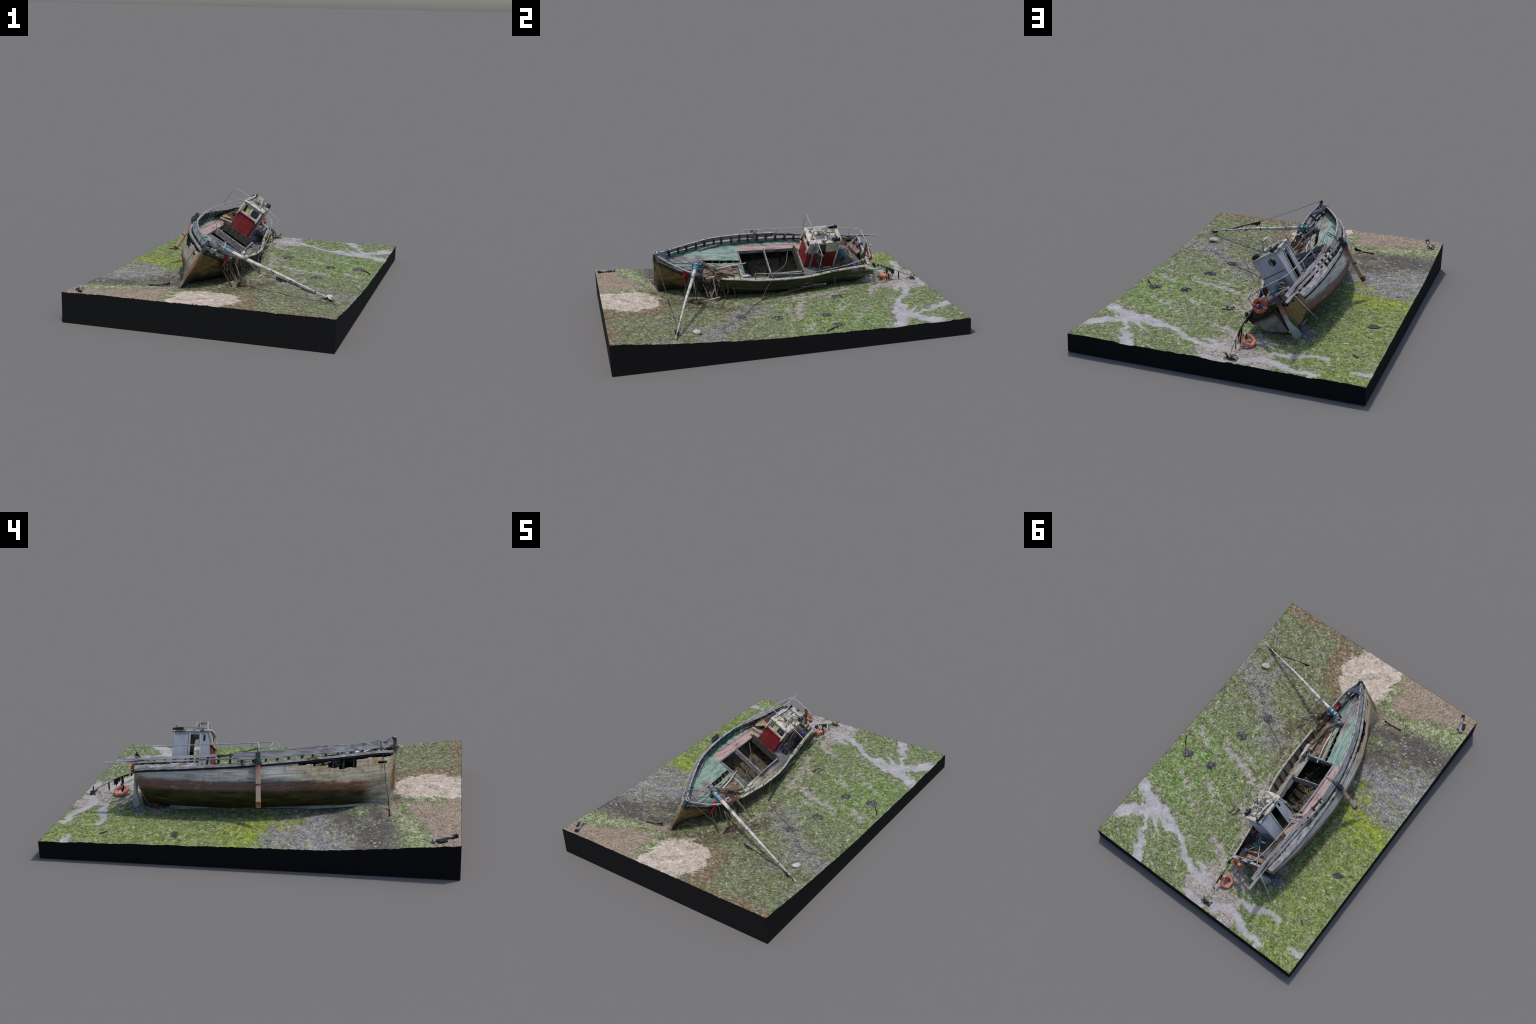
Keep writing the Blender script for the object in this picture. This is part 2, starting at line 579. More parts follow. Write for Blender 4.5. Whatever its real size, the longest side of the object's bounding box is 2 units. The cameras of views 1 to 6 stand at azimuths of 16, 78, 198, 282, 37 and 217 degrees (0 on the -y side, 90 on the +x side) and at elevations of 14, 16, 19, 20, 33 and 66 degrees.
BROWN_RILLS = [
    [(.50, .05, .008), (.40, .10, .013), (.25, .13, .020), (.14, .165, .018), (.05, .22, .014)],
    [(.33, .115, .012), (.27, .05, .016)],
    [(.645, .07, .014), (.565, .125, .009)],
    [(.57, .385, .010), (.50, .44, .013), (.455, .45, .010)],
    [(.38, .335, .012), (.30, .41, .015)],
    [(.13, .63, .022), (.02, .66, .030), (-.02, .72, .020)],
    [(.42, .50, .006), (.36, .54, .010)],
    [(.13, .30, .01), (.06, .42, .012)],
]
CLODS = [(.623, .268, .034), (.448, .244, .030), (.423, -.038, .034), (.36, -.235, .03)]


def cap_dist(x, y, pts):
    best = np.full_like(x, 9.0)
    for (x0, y0, r0), (x1, y1, r1) in zip(pts[:-1], pts[1:]):
        bx, by = x1 - x0, y1 - y0
        h = np.clip(((x - x0) * bx + (y - y0) * by) / (bx * bx + by * by), 0, 1)
        d = np.hypot(x - x0 - bx * h, y - y0 - by * h) - (r0 + (r1 - r0) * h)
        best = np.minimum(best, d)
    return best


def ground_z(x, y, detail=True):
    x, y = np.asarray(x, float), np.asarray(y, float)
    f = (x + HX) / (2 * HX)
    z = g_left(y) * (1 - f) + g_right(y) * f
    z = z + 0.006 * fbm(x, y, 5, 3, 3) - .001
    # the shore rises a little about the bow
    z = z + .0150 * np.exp(-((x + .20) / .46) ** 2 - ((y + .74) / .18) ** 2)
    z = z + .006 * np.exp(-((x - .02) / .16) ** 2 - ((y + .50) / .12) ** 2)
    # mounds by the starboard bow, and mud banked under the torn port bow
    z = z + .020 * np.exp(-((x + .27) / .05) ** 2 - ((y + .52) / .06) ** 2) + .018 * np.exp(-((x + .40) / .06) ** 2 - ((y + .34) / .05) ** 2)
    z = z + .022 * np.exp(-((x - .03) / .055) ** 2 - ((y + .42) / .10) ** 2)
    if detail:
        rough = 0.008 * fbm(x, y, 26, 4, 9, .7) + 0.003 * np.abs(fbm(x, y, 70, 2, 21)) * 2
        ch = np.full_like(x, 9.0)
        for c in CHANNELS + BROWN_RILLS:
            ch = np.minimum(ch, cap_dist(x, y, c))
        wet = np.clip(1 - (ch + 0.012 * fbm(x, y, 14, 3, 5) * 2) / 0.02, 0, 1)
        z = z + rough * (1 - 0.8 * wet) - 0.0035 * wet
        for cx, cy, r in CLODS:
            d = np.hypot(x - cx, y - cy) / r
            z = z + np.clip(1 - d, 0, 1) ** 0.7 * (0.007 + 0.012 * fbm(x, y, 60, 3, 31))
        # mud banked against the keel
        z = z + .011 * np.exp(-((x + .268) / .028) ** 2) * np.clip(1 - np.abs(y - .02) / .34, 0, 1) ** .6
        # silt heaped about the rudder, scour trough under the port bilge
        d = np.hypot((x + .325), (y - .60) * 0.9) / 0.062
        z = z + np.clip(1 - d, 0, 1) * (0.030 + 0.02 * fbm(x, y, 50, 3, 41))
    return z


GRID = {}


def gz(x, y):
    """height of the mud, looked up on the ground mesh"""
    Z = GRID['z']
    u = min(max((x + HX) / (2 * HX), 0), .9999) * (Z.shape[1] - 1)
    v = min(max((y + HY) / (2 * HY), 0), .9999) * (Z.shape[0] - 1)
    i, j = int(u), int(v)
    u, v = u - i, v - j
    return float((Z[j, i] * (1 - u) + Z[j, i + 1] * u) * (1 - v) + (Z[j + 1, i] * (1 - u) + Z[j + 1, i + 1] * u) * v)




def make_ground():
    nx, ny = 420, 570
    xs, ys = np.linspace(-HX, HX, nx), np.linspace(-HY, HY, ny)
    X, Y = np.meshgrid(xs, ys)
    Z = ground_z(X, Y)
    GRID['z'] = Z
    V = np.stack([X.ravel(), Y.ravel(), Z.ravel()], 1)
    i = np.arange(nx * ny).reshape(ny, nx)
    F = np.stack([i[:-1, :-1].ravel(), i[:-1, 1:].ravel(), i[1:, 1:].ravel(), i[1:, :-1].ravel()], 1)
    keep = ~inside_hull(V)[F].all(1)
    F = F[keep]
    me = bpy.data.meshes.new('mud_flat')
    me.vertices.add(len(V))
    me.vertices.foreach_set('co', V.ravel())
    me.loops.add(F.size)
    me.loops.foreach_set('vertex_index', F.ravel())
    me.polygons.add(len(F))
    me.polygons.foreach_set('loop_start', np.arange(0, F.size, 4))
    me.polygons.foreach_set('use_smooth', np.ones(len(F), bool))
    me.update()
    me.validate()
    # black block below: rim follows the ground edge, sides drop to z = 0
    e = 0.0015
    rim = [(x, -HY) for x in xs] + [(HX, y) for y in ys[1:]] + [(x, HY) for x in xs[::-1][1:]] + [(-HX, y) for y in ys[::-1][1:-1]]
    bv, bf = [], []
    n = len(rim)
    for x, y in rim:
        z = gz(x, y)
        ox, oy = x * (HX + e) / HX, y * (HY + e) / HY
        bv += [(ox, oy, 0.0), (ox, oy, z - 0.0008), (x * .99, y * .99, z - 0.03)]
    for k in range(n):
        a, b = 3 * k, 3 * ((k + 1) % n)
        bf += [(a, b, b + 1, a + 1), (a + 1, b + 1, b + 2, a + 2)]
    bf.append(tuple(3 * k for k in range(n))[::-1])
    block = add('base_block', bv, bf, 'base')
    g = bpy.data.objects.new('mud_surface', me)
    bpy.context.scene.collection.objects.link(g)
    # the same recipe in stretches, each with only the patches that reach it
    cx, cy = 3, 4
    for b in range(cy):
        for a in range(cx):
            me.materials.append(ground_material('weedy_mud', (-HX + 2 * HX * a / cx, -HX + 2 * HX * (a + 1) / cx, -HY + 2 * HY * b / cy, -HY + 2 * HY * (b + 1) / cy)))
    fi, fj = np.meshgrid(np.arange(nx - 1), np.arange(ny - 1))
    me.polygons.foreach_set('material_index', ((fj * cy // (ny - 1)) * cx + fi * cx // (nx - 1)).ravel()[keep].astype(np.int32))
    g.parent = block
    block.name = 'mud_flat_base'
    block['label'] = 'square-cut slab of green weedy tidal mud on black base'
    block['category'] = 'mud flat'
    return block


def ground_material(name, bounds):
    """the mud recipe; zones that do not reach this stretch of the slab are left out"""
    bx0, bx1, by0, by1 = bounds

    def near(lines):
        m = .27
        out = []
        for pts in lines:
            for a, b in zip(pts[:-1], pts[1:]):
                r = max(a[2], b[2]) + m
                if min(a[0], b[0]) - r < bx1 and max(a[0], b[0]) + r > bx0 and min(a[1], b[1]) - r < by1 and max(a[1], b[1]) + r > by0:
                    out.append([a, b])
        return out

    def build(t):
        o = t.obj()
        x, y, z = t.xyz(o)
        flat = t.vec(x, y, 0.0)
        n1 = t.noise(flat, 7, 3, .6, out='Color')
        n2 = t.noise(flat, 28, 3, .6, out='Color')
        w = t.vm('ADD', flat, t.vm('SCALE', t.vm('SUBTRACT', n1, (.5, .5, .5)), scale=0.13))
        w = t.vm('ADD', w, t.vm('SCALE', t.vm('SUBTRACT', n2, (.5, .5, .5)), scale=0.05))
        wx, wy, wz = t.xyz(w)

        def dist(lines):
            """signed distance to tapering winding bands"""
            best = None
            for pts in lines:
                for (x0, y0, r0), (x1, y1, r1) in zip(pts[:-1], pts[1:]):
                    bx, by = x1 - x0, y1 - y0
                    bb = bx * bx + by * by
                    dx, dy = t.m('SUBTRACT', wx, x0), t.m('SUBTRACT', wy, y0)
                    h = t.m('MULTIPLY_ADD', dy, by / bb, t.m('MULTIPLY', dx, bx / bb), clamp=True)
                    ex, ey = t.m('MULTIPLY_ADD', h, -bx, dx), t.m('MULTIPLY_ADD', h, -by, dy)
                    d = t.m('SQRT', t.m('MULTIPLY_ADD', ey, ey, t.m('MULTIPLY', ex, ex)))
                    d = t.m('SUBTRACT', t.m('MULTIPLY_ADD', h, r0 - r1, d), r0)
                    best = d if best is None else t.m('MINIMUM', best, d)
            return best

        leaf = t.m('ADD', t.m('MULTIPLY', t.noise(flat, 84, 4, .75, dist=.9), .62), t.m('MULTIPLY', t.noise(flat, 31, 4, .7, dist=.6), .38))
        leaf = t.m('MULTIPLY_ADD', leaf, 1.55, -.275)             # weed-frond blotches
        fine = t.noise(flat, 190, 3, .65)
        big = t.noise(flat, 5, 4, .6)
        mid = t.noise(flat, 17, 4, .65)
        cell = t.voro(t.vm('ADD', flat, t.vm('SCALE', n2, scale=.02)), 95, 'Color')
        cr, cg, cb = t.xyz(cell)

        # green weed carpet
        green = t.ramp(leaf, [(.28, C(50, 55, 36)), (.40, C(84, 92, 60)), (.52, C(120, 127, 92)), (.62, C(156, 160, 132)), (.74, C(192, 192, 174))])
        lush = t.ramp(leaf, [(.28, C(52, 64, 32)), (.41, C(88, 104, 56)), (.53, C(116, 132, 80)), (.63, C(148, 160, 116)), (.75, C(188, 192, 164))])
        olive = t.ramp(leaf, [(.26, C(52, 54, 36)), (.40, C(86, 90, 60)), (.52, C(118, 120, 86)), (.63, C(152, 152, 122)), (.78, C(198, 196, 176))])
        col = t.mix(t.step(mid, .42, .62), green, lush)
        spot = t.m('MULTIPLY', t.m('SUBTRACT', 1.0, t.step(t.vm('LENGTH', t.vm('SUBTRACT', flat, (.56, .34, 0))), .08, .42)), .55)
        col = t.mix(t.m('MULTIPLY', spot, t.step(mid, .36, .56)), col, t.ramp(leaf, [(.28, C(50, 72, 26)), (.42, C(92, 124, 50)), (.54, C(122, 152, 76)), (.7, C(170, 186, 124))]))
        stb = t.m('MULTIPLY', t.step(t.m('MULTIPLY_ADD', x, -1.0, t.m('MULTIPLY', t.m('SUBTRACT', mid, .5), .5)), .24, .50), t.step(y, -.15, .05))
        col = t.mix(t.m('MULTIPLY', stb, .42), col, t.ramp(leaf, [(.28, C(64, 76, 20)), (.45, C(112, 130, 46)), (.6, C(146, 160, 84)), (.74, C(186, 190, 140))]))
        # paler, greyer weed towards the bow end, port side
        fbow = t.m('ADD', t.m('MULTIPLY', y, -1.0), t.m('MULTIPLY', t.m('SUBTRACT', mid, .5), 1.1))
        col = t.mix(t.m('MULTIPLY', t.step(fbow, -.02, .35), t.m('ADD', t.m('MULTIPLY', t.step(big, .35, .6), .6), .35)), col, olive)
        gv = t.ramp(leaf, [(.3, C(58, 58, 62)), (.44, C(100, 98, 102)), (.54, C(134, 131, 134)), (.66, C(196, 193, 192))])
        col = t.mix(t.m('MULTIPLY', t.step(fbow, -.05, .3), t.m('MULTIPLY', t.step(t.noise(flat, 13, 5, .7), .53, .64), .6)), col, gv)
        # thin brownish film between fronds
        col = t.mix(t.m('MULTIPLY', t.step(t.noise(flat, 9, 4, .65), .50, .68), .62), col, t.ramp(leaf, [(.3, C(88, 84, 70)), (.5, C(128, 122, 108)), (.7, C(168, 162, 150))]))

        tonez = t.noise(flat, 24, 5, .7)

        def zone(c, lines, soft, amount=1.0, noise=None, nk=0.0):
            lines = near(lines)
            if not lines:
                return col
            d = dist(lines)
            if noise is not None:
                d = t.m('ADD', d, t.m('MULTIPLY', t.m('SUBTRACT', noise, .5), nk))
            f = t.m('SUBTRACT', 1.0, t.step(d, -soft, soft))
            if amount != 1.0:
                f = t.m('MULTIPLY', f, amount)
            return t.mix(f, col, c(f) if callable(c) else c)

        gravel = lambda q: t.ramp(t.m('ADD', t.m('MULTIPLY', leaf, .35), t.m('MULTIPLY_ADD', q, 1e-6, t.m('MULTIPLY', fine, .65))), [(.3, C(90, 76, 62)), (.45, C(136, 118, 100)), (.54, C(158, 142, 124)), (.64, C(196, 184, 168))])
        brown = lambda q: t.ramp(t.m('MULTIPLY_ADD', q, 1e-6, leaf), [(.28, C(64, 52, 38)), (.45, C(112, 96, 74)), (.58, C(140, 122, 98)), (.72, C(188, 172, 150))])
        dark = lambda q: t.ramp(t.m('ADD', t.m('MULTIPLY', leaf, .5), t.m('MULTIPLY_ADD', q, 1e-6, t.m('MULTIPLY', fine, .5))), [(.3, C(48, 45, 42)), (.46, C(82, 78, 74)), (.58, C(112, 106, 100)), (.66, C(168, 162, 152))])
        speck = lambda q: t.ramp(t.m('ADD', t.m('MULTIPLY', leaf, .6), t.m('MULTIPLY_ADD', q, 1e-6, t.m('MULTIPLY', fine, .4))), [(.3, C(66, 65, 64)), (.44, C(108, 106, 105)), (.55, C(146, 143, 142)), (.66, C(200, 196, 190))])
        lime = lambda q: t.ramp(t.m('MULTIPLY_ADD', q, 1e-6, leaf), [(.3, C(72, 84, 44)), (.44, C(116, 128, 78)), (.55, C(156, 162, 122)), (.68, C(206, 204, 182))])
        yell = lambda q: t.ramp(t.m('MULTIPLY_ADD', q, 1e-6, leaf), [(.3, C(84, 98, 22)), (.5, C(134, 150, 40)), (.68, C(180, 190, 72))])
        sand = lambda q: t.ramp(t.m('MULTIPLY_ADD', q, 1e-6, t.m('ADD', t.m('MULTIPLY', mid, .6), t.m('MULTIPLY', leaf, .4))), [(.30, C(128, 112, 98)), (.42, C(176, 160, 144)), (.54, C(200, 186, 170)), (.68, C(216, 204, 190))])
        bare = lambda q: t.ramp(t.m('MULTIPLY_ADD', q, 1e-6, t.m('ADD', t.m('MULTIPLY', mid, .6), t.m('MULTIPLY', leaf, .4))), [(.30, C(122, 116, 114)), (.44, C(160, 156, 158)), (.6, C(180, 177, 181))])
        silt = lambda q: t.ramp(t.m('MULTIPLY_ADD', q, 1e-6, leaf), [(.3, C(122, 112, 106)), (.5, C(164, 154, 150)), (.68, C(186, 178, 174))])

        # starboard/bow corner, gravel and shelly bands
        col = zone(gravel, [[(-.18, -1.0, .05), (-.36, -.93, .12), (-.60, -.97, .10), (-.76, -1.0, .10)], [(-.28, -.82, .06), (-.42, -.84, .06)], [(-.22, -.68, .03), (-.31, -.66, .04)]], .035, noise=mid, nk=.1)
        col = zone(lime, [[(-.18, -.98, .012), (-.20, -.80, .022), (-.28, -.72, .03)], [(-.36, -.72, .02), (-.52, -.76, .045), (-.66, -.82, .05), (-.76, -.84, .06)]], .02, amount=.85, noise=tonez, nk=.24)
        col = zone(brown, [[(.18, -1.0, .04), (.45, -1.02, .07), (.76, -1.02, .07)], [(.22, -.97, .07), (.24, -.80, .05), (.17, -.68, .05), (.10, -.63, .04)]], .05, noise=mid, nk=.2)
        col = zone(speck, [[(-.36, -.30, .07), (-.58, -.30, .11), (-.76, -.32, .10)], [(-.44, -.14, .03), (-.64, -.14, .06)], [(-.44, -.44, .03), (-.76, -.46, .05)]], .055, noise=t.noise(flat, 10, 5, .72), nk=.46)
        col = zone(dark, [[(-.25, -.58, .03), (-.42, -.58, .075), (-.60, -.60, .095), (-.76, -.62, .09)], [(-.31, -.42, .05), (-.45, -.46, .06)]], .045, noise=t.noise(t.scaled(flat, (1, 1, 1)), 12, 5, .72), nk=.34)
        col = zone(lime, [[(-.38, -.46, .004), (-.44, -.45, .006)], [(-.39, -.57, .0), (-.41, -.55, .006)], [(-.64, -.30, .008), (-.70, -.31, .008)]], .012, noise=leaf, nk=.05)
        col = zone(yell, [[(-.36, -.05, .03), (-.45, -.02, .05), (-.56, .0, .045), (-.70, .03, .05)], [(-.50, .09, .02), (-.60, .12, .02)], [(-.42, -.20, .012), (-.46, -.15, .016)]], .03, amount=.72, noise=tonez, nk=.42)
        col = zone(sand, [[(-.02, -1.0, .14), (-.02, -.85, .145), (-.05, -.74, .09), (.08, -.76, .085)], [(.10, -.9, .07), (.13, -.8, .05)]], .012, noise=tonez, nk=.22)
        darkbrown = lambda q: t.ramp(t.m('MULTIPLY_ADD', q, 1e-6, leaf), [(.3, C(50, 44, 34)), (.48, C(90, 80, 64)), (.62, C(120, 110, 92)), (.74, C(168, 160, 140))])
        col = zone(darkbrown, [[(-.14, -.66, .02), (.02, -.58, .05), (.14, -.44, .05), (.20, -.22, .045), (.12, .0, .02)]], .05, amount=.8, noise=mid, nk=.16)
        # rain-washed greyish mud on the port side
        col = zone(speck, [[(.76, -.48, .05), (.56, -.40, .05), (.44, -.28, .035), (.31, -.20, .05)], [(.55, -.44, .02), (.50, -.60, .03)], [(.27, -.10, .035), (.2, -.15, .04)]], .05, amount=.8, noise=mid, nk=.22)
        col = zone(dark, [[(.60, -.42, .008), (.44, -.28, .012), (.30, -.17, .006), (.10, -.07, .004)], [(.36, -.235, .025), (.38, -.235, .02)]], .02, amount=.75, noise=leaf, nk=.07)
        # run-off
        col = zone(silt, BROWN_RILLS + [[(.10, .08, .005), (.08, .20, .02), (.05, .35, .015), (.0, .5, .01)], [(-.28, .50, .02), (-.34, .52, .02)], [(-.0, .76, .04), (-.06, .87, .10), (-.18, .88, .08), (-.24, .97, .05)], [(.06, .90, .05), (.0, .97, .06)], [(-.12, .70, .05), (-.2, .76, .03)]], .012, amount=.85, noise=tonez, nk=.17)
        col = zone(bare, CHANNELS, .004, noise=leaf, nk=.06)
        clodc = lambda q: t.ramp(t.m('MULTIPLY_ADD', q, 1e-6, leaf), [(.3, C(40, 40, 42)), (.5, C(84, 84, 88)), (.7, C(134, 134, 136))])
        col = zone(clodc, [[(cx - .012, cy, r * .62), (cx + .012, cy, r * .62)] for cx, cy, r in CLODS], .014, noise=leaf, nk=.04)
        mudc = lambda q: t.ramp(t.m('MULTIPLY_ADD', q, 1e-6, leaf), [(.3, C(70, 70, 76)), (.5, C(112, 112, 120)), (.7, C(150, 150, 158))])
        col = zone(mudc, [[(-.31, .60, .035), (-.35, .60, .035)]], .02, noise=leaf, nk=.05)
        tone0 = t.noise(flat, 11, 4, .65)
        # scattered pale and dark flecks: shells, stones, cut fronds
        chn = near(CHANNELS)
        dry = t.step(dist(chn), -.004, .01) if chn else 1.0
        fx = t.m('MULTIPLY', t.step(t.m('ADD', cr, t.m('MULTIPLY', t.m('SUBTRACT', tone0, .5), .5)), .96, 1.02), t.m('MULTIPLY', dry, .45))
        col = t.mix(fx, col, C(206, 204, 190))
        fd = t.m('MULTIPLY', t.step(cg, .80, .95), t.m('MULTIPLY', dry, .35))
        col = t.mix(fd, col, C(48, 50, 36))
        tone = t.noise(flat, 15, 5, .68)
        wetf = t.m('SUBTRACT', 1.0, dry)
        g = t.m('ADD', t.m('MULTIPLY', fine, .9), t.m('ADD', t.m('MULTIPLY', cb, .18), t.m('ADD', t.m('MULTIPLY_ADD', wetf, .34, .12), t.m('MULTIPLY', t.m('MULTIPLY_ADD', wetf, -.72, .9), tone))))
        col = t.gain(col, g)
        h = t.m('ADD', t.m('MULTIPLY', leaf, 1.0), t.m('MULTIPLY', fine, .5))
        return col, (h, .7, .006)
    return material(name, build, rough=.9, spec=.2)


ground = make_ground()


# ---- loose shells, stones and weed fronds on the mud (stuff) ---------------------
def scatter():
    ico = bmesh.new()
    bmesh.ops.create_icosphere(ico, subdivisions=1, radius=1)
    iv = [v.co.copy() for v in ico.verts]
    iff = [tuple(v.index for v in f.verts) for f in ico.faces]
    ico.free()
    R = random.Random(5)
    parts = []

    def pebble(x, y, s):
        e = Euler((R.random() * 6, R.random() * 6, R.random() * 6)).to_matrix()
        sc = Vector((s * (1 + R.random()), s * (.7 + .6 * R.random()), s * .6))
        c = Vector((x, y, gz(x, y) + s * .15))
        rz = Matrix.Rotation(R.random() * 6.3, 3, 'Z')
        parts.append(([c + rz @ Vector((q.x * sc.x, q.y * sc.y, q.z * sc.z)) * (.8 + .4 * R.random()) for q in iv], iff))
    for k in range(330):
        u = R.random()
        if u < .45:
            x, y = R.uniform(-.73, -.28), R.uniform(-.72, -.15)
        elif u < .75:
            x, y = R.uniform(-.73, -.25), R.uniform(-.95, -.65)
        else:
            x, y = R.uniform(-.2, .72), R.uniform(-.98, -.3)
        pebble(x, y, .0014 + .0042 * R.random() ** 4)
    V, F = merge(parts)
    o = add('scattered_pebbles', V, F, 'pebble', ground)
    o['kind'] = 'stuff'
    # curled fronds of weed
    for nm, cols, cnt in (('pale_weed_fronds', (C(156, 162, 122), C(118, 128, 84)), 900), ('dark_weed_fronds', (C(84, 98, 50), C(52, 60, 34)), 1300)):
        M[nm] = material(nm, grainy(cols[0], cols[1], 40))
        parts = []
        for k in range(cnt):
            x, y = R.uniform(-.72, .72), R.uniform(-.97, .97)
            if -.38 < x < .06 and -.66 < y < .62:
                continue
            if math.hypot(x, (y + .86)) < .2 or (x < -.25 and y < -.2):
                if R.random() < .85:
                    continue
            d = min(float(cap_dist(np.array([x]), np.array([y]), c)[0]) for c in CHANNELS)
            if d < .015:
                continue
            a = R.random() * 6.28
            ln, wd = R.uniform(.006, .013), R.uniform(.0018, .004)
            dv, sv = Vector((math.cos(a), math.sin(a), 0)), Vector((-math.sin(a), math.cos(a), 0))
            up = R.uniform(.001, .0035)
            A, B, T = [], [], []
            for i in range(4):
                f = i / 3
                w_ = wd * math.sin(math.pi * (.15 + .75 * f)) * .5
                px, py = x + dv.x * ln * (f - .5), y + dv.y * ln * (f - .5)
                p = Vector((px, py, gz(px, py) + up * math.sin(math.pi * f) + .0004))
                A.append(p - sv * w_)
                B.append(p + sv * w_ + Vector((0, 0, R.uniform(-.001, .001))))
                T.append(Vector((0, 0, -.0007)))
            parts.append(strip_geo(A, B, T))
        V, F = merge(parts)
        o = add(nm, V, F, nm, ground)
        o['kind'] = 'stuff'


scatter()

# ============================================================================
# BOAT
# ============================================================================
boat = empty('stranded_fishing_boat', None, BOAT)
boat['label'] = 'derelict wooden fishing boat heeled over on tidal mud'
boat['category'] = 'boat'

def hull_paint(t):
    o = t.obj()
    x, y, z = t.xyz(o)
    st = t.scaled(o, (1, .14, 1))
    n = t.noise(st, 38, 4, .65)
    n2 = t.noise(st, 95, 3, .65)
    big = t.noise(o, 9, 4, .6)
    mid = t.noise(t.scaled(o, (1, .35, 1)), 22, 4, .65)
    # height below the sheer, roughly (the sheer rises towards the bow)
    sh = t.m('ADD', t.m('MULTIPLY', t.m('MULTIPLY', y, y), .185), t.m('MULTIPLY', y, -.088))
    h = t.m('SUBTRACT', z, t.m('MULTIPLY', sh, .55))
    h = t.m('ADD', h, t.m('MULTIPLY', t.m('SUBTRACT', mid, .5), .028))
    white = t.ramp(n, [(.3, C(120, 112, 104)), (.42, C(168, 162, 152)), (.52, C(192, 187, 178)), (.66, C(208, 205, 200))])
    # ochre-stained forward
    ochre = t.ramp(mid, [(.30, C(106, 84, 60)), (.40, C(168, 140, 100)), (.49, C(184, 172, 146)), (.66, C(198, 192, 174))])
    fwd = t.step(t.m('ADD', t.m('MULTIPLY', y, -1.0), t.m('MULTIPLY', t.m('SUBTRACT', big, .5), .25)), .08, .34)
    top = t.mix(fwd, white, ochre)
    red = t.ramp(mid, [(.3, C(96, 78, 74)), (.44, C(128, 108, 104)), (.54, C(136, 102, 95)), (.60, C(136, 84, 72)), (.67, C(150, 136, 131)), (.75, C(166, 158, 154))])
    redf = t.ramp(mid, [(.3, C(88, 66, 50)), (.5, C(120, 88, 66)), (.66, C(146, 104, 72))])
    red = t.mix(fwd, red, redf)
    olive = t.ramp(n, [(.3, C(34, 32, 18)), (.5, C(60, 56, 30)), (.68, C(88, 82, 50))])
    moss = t.ramp(n, [(.3, C(48, 50, 12)), (.6, C(82, 84, 26))])
    olive = t.mix(t.step(big, .5, .64), olive, moss)
    pale = t.ramp(n, [(.3, C(116, 110, 92)), (.6, C(156, 152, 134))])
    col = t.mix(t.step(h, .050, .064), red, top)
    col = t.mix(t.m('SUBTRACT', 1.0, t.step(h, .004, .026)), col, olive)
    # forefoot, pale again near the stem
    ff = t.m('MULTIPLY', t.step(t.m('MULTIPLY', y, -1.0), .50, .58), t.m('SUBTRACT', 1.0, t.step(z, .13, .17)))
    col = t.mix(t.m('MULTIPLY', ff, .8), col, pale)
    # plank seams that open here and there, rust and damp runs
    k = t.m('FRACT', t.m('MULTIPLY', t.m('SUBTRACT', z, t.m('MULTIPLY_ADD', sh, .82, t.m('MULTIPLY', t.m('SUBTRACT', big, .5), .004))), 58.0))
    seam = t.m('MULTIPLY', t.m('LESS_THAN', k, .10), t.step(t.noise(t.scaled(o, (1, .25, 1)), 20, 3), .44, .56))
    col = t.mix(t.m('MULTIPLY', seam, .55), col, C(62, 52, 42))
    drip = t.noise(t.scaled(o, (1, 1, .14)), 75, 3, .6)
    col = t.mix(t.m('MULTIPLY', t.step(drip, .56, .70), .45), col, C(98, 74, 52))
    flake = t.noise(t.scaled(o, (1, .5, 1)), 55, 4, .7)
    col = t.mix(t.m('MULTIPLY', t.step(flake, .60, .66), t.m('MULTIPLY', t.step(h, .0, .04), .55)), col, C(150, 142, 130))
    col = t.mix(t.m('MULTIPLY', t.step(n2, .6, .7), .5), col, C(70, 54, 40))
    # port side: ochre bow, aft colour blackened for the shadow under the heel
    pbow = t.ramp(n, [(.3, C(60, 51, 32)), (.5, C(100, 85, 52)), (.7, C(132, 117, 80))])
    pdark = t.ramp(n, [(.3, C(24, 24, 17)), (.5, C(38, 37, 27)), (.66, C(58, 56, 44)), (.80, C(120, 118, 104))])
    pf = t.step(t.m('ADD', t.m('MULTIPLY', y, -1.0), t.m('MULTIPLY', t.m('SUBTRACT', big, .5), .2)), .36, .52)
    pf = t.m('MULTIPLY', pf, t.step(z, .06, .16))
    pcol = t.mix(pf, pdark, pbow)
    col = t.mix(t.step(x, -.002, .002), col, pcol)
    # yellowed stem edge
    col = t.mix(t.m('MULTIPLY', t.step(t.m('MULTIPLY', y, -1.0), .63, .66), .6), col, C(140, 114, 76))
    return col, (n2, .35, .002)


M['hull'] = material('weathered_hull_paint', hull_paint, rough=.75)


def stb_hole(y, d):
    """sprung and rotted planks below the starboard rail: d = depth below the sheer"""
    j = .0022 * (math.sin(y * 130) + math.sin(y * 61 + 1))
    if -.278 < y < -.205:
        return d < .019 + j * .5
    if -.35 < y <= -.278:
        return d < .031 + j * .5
    if -.481 < y <= -.35:
        return d < (.056 if y < -.40 else .047) + j
    if -.648 < y <= -.481:
        return d < .0175 + j * .6 or (-.627 < y < -.588 and .040 < d < .051)
    return False


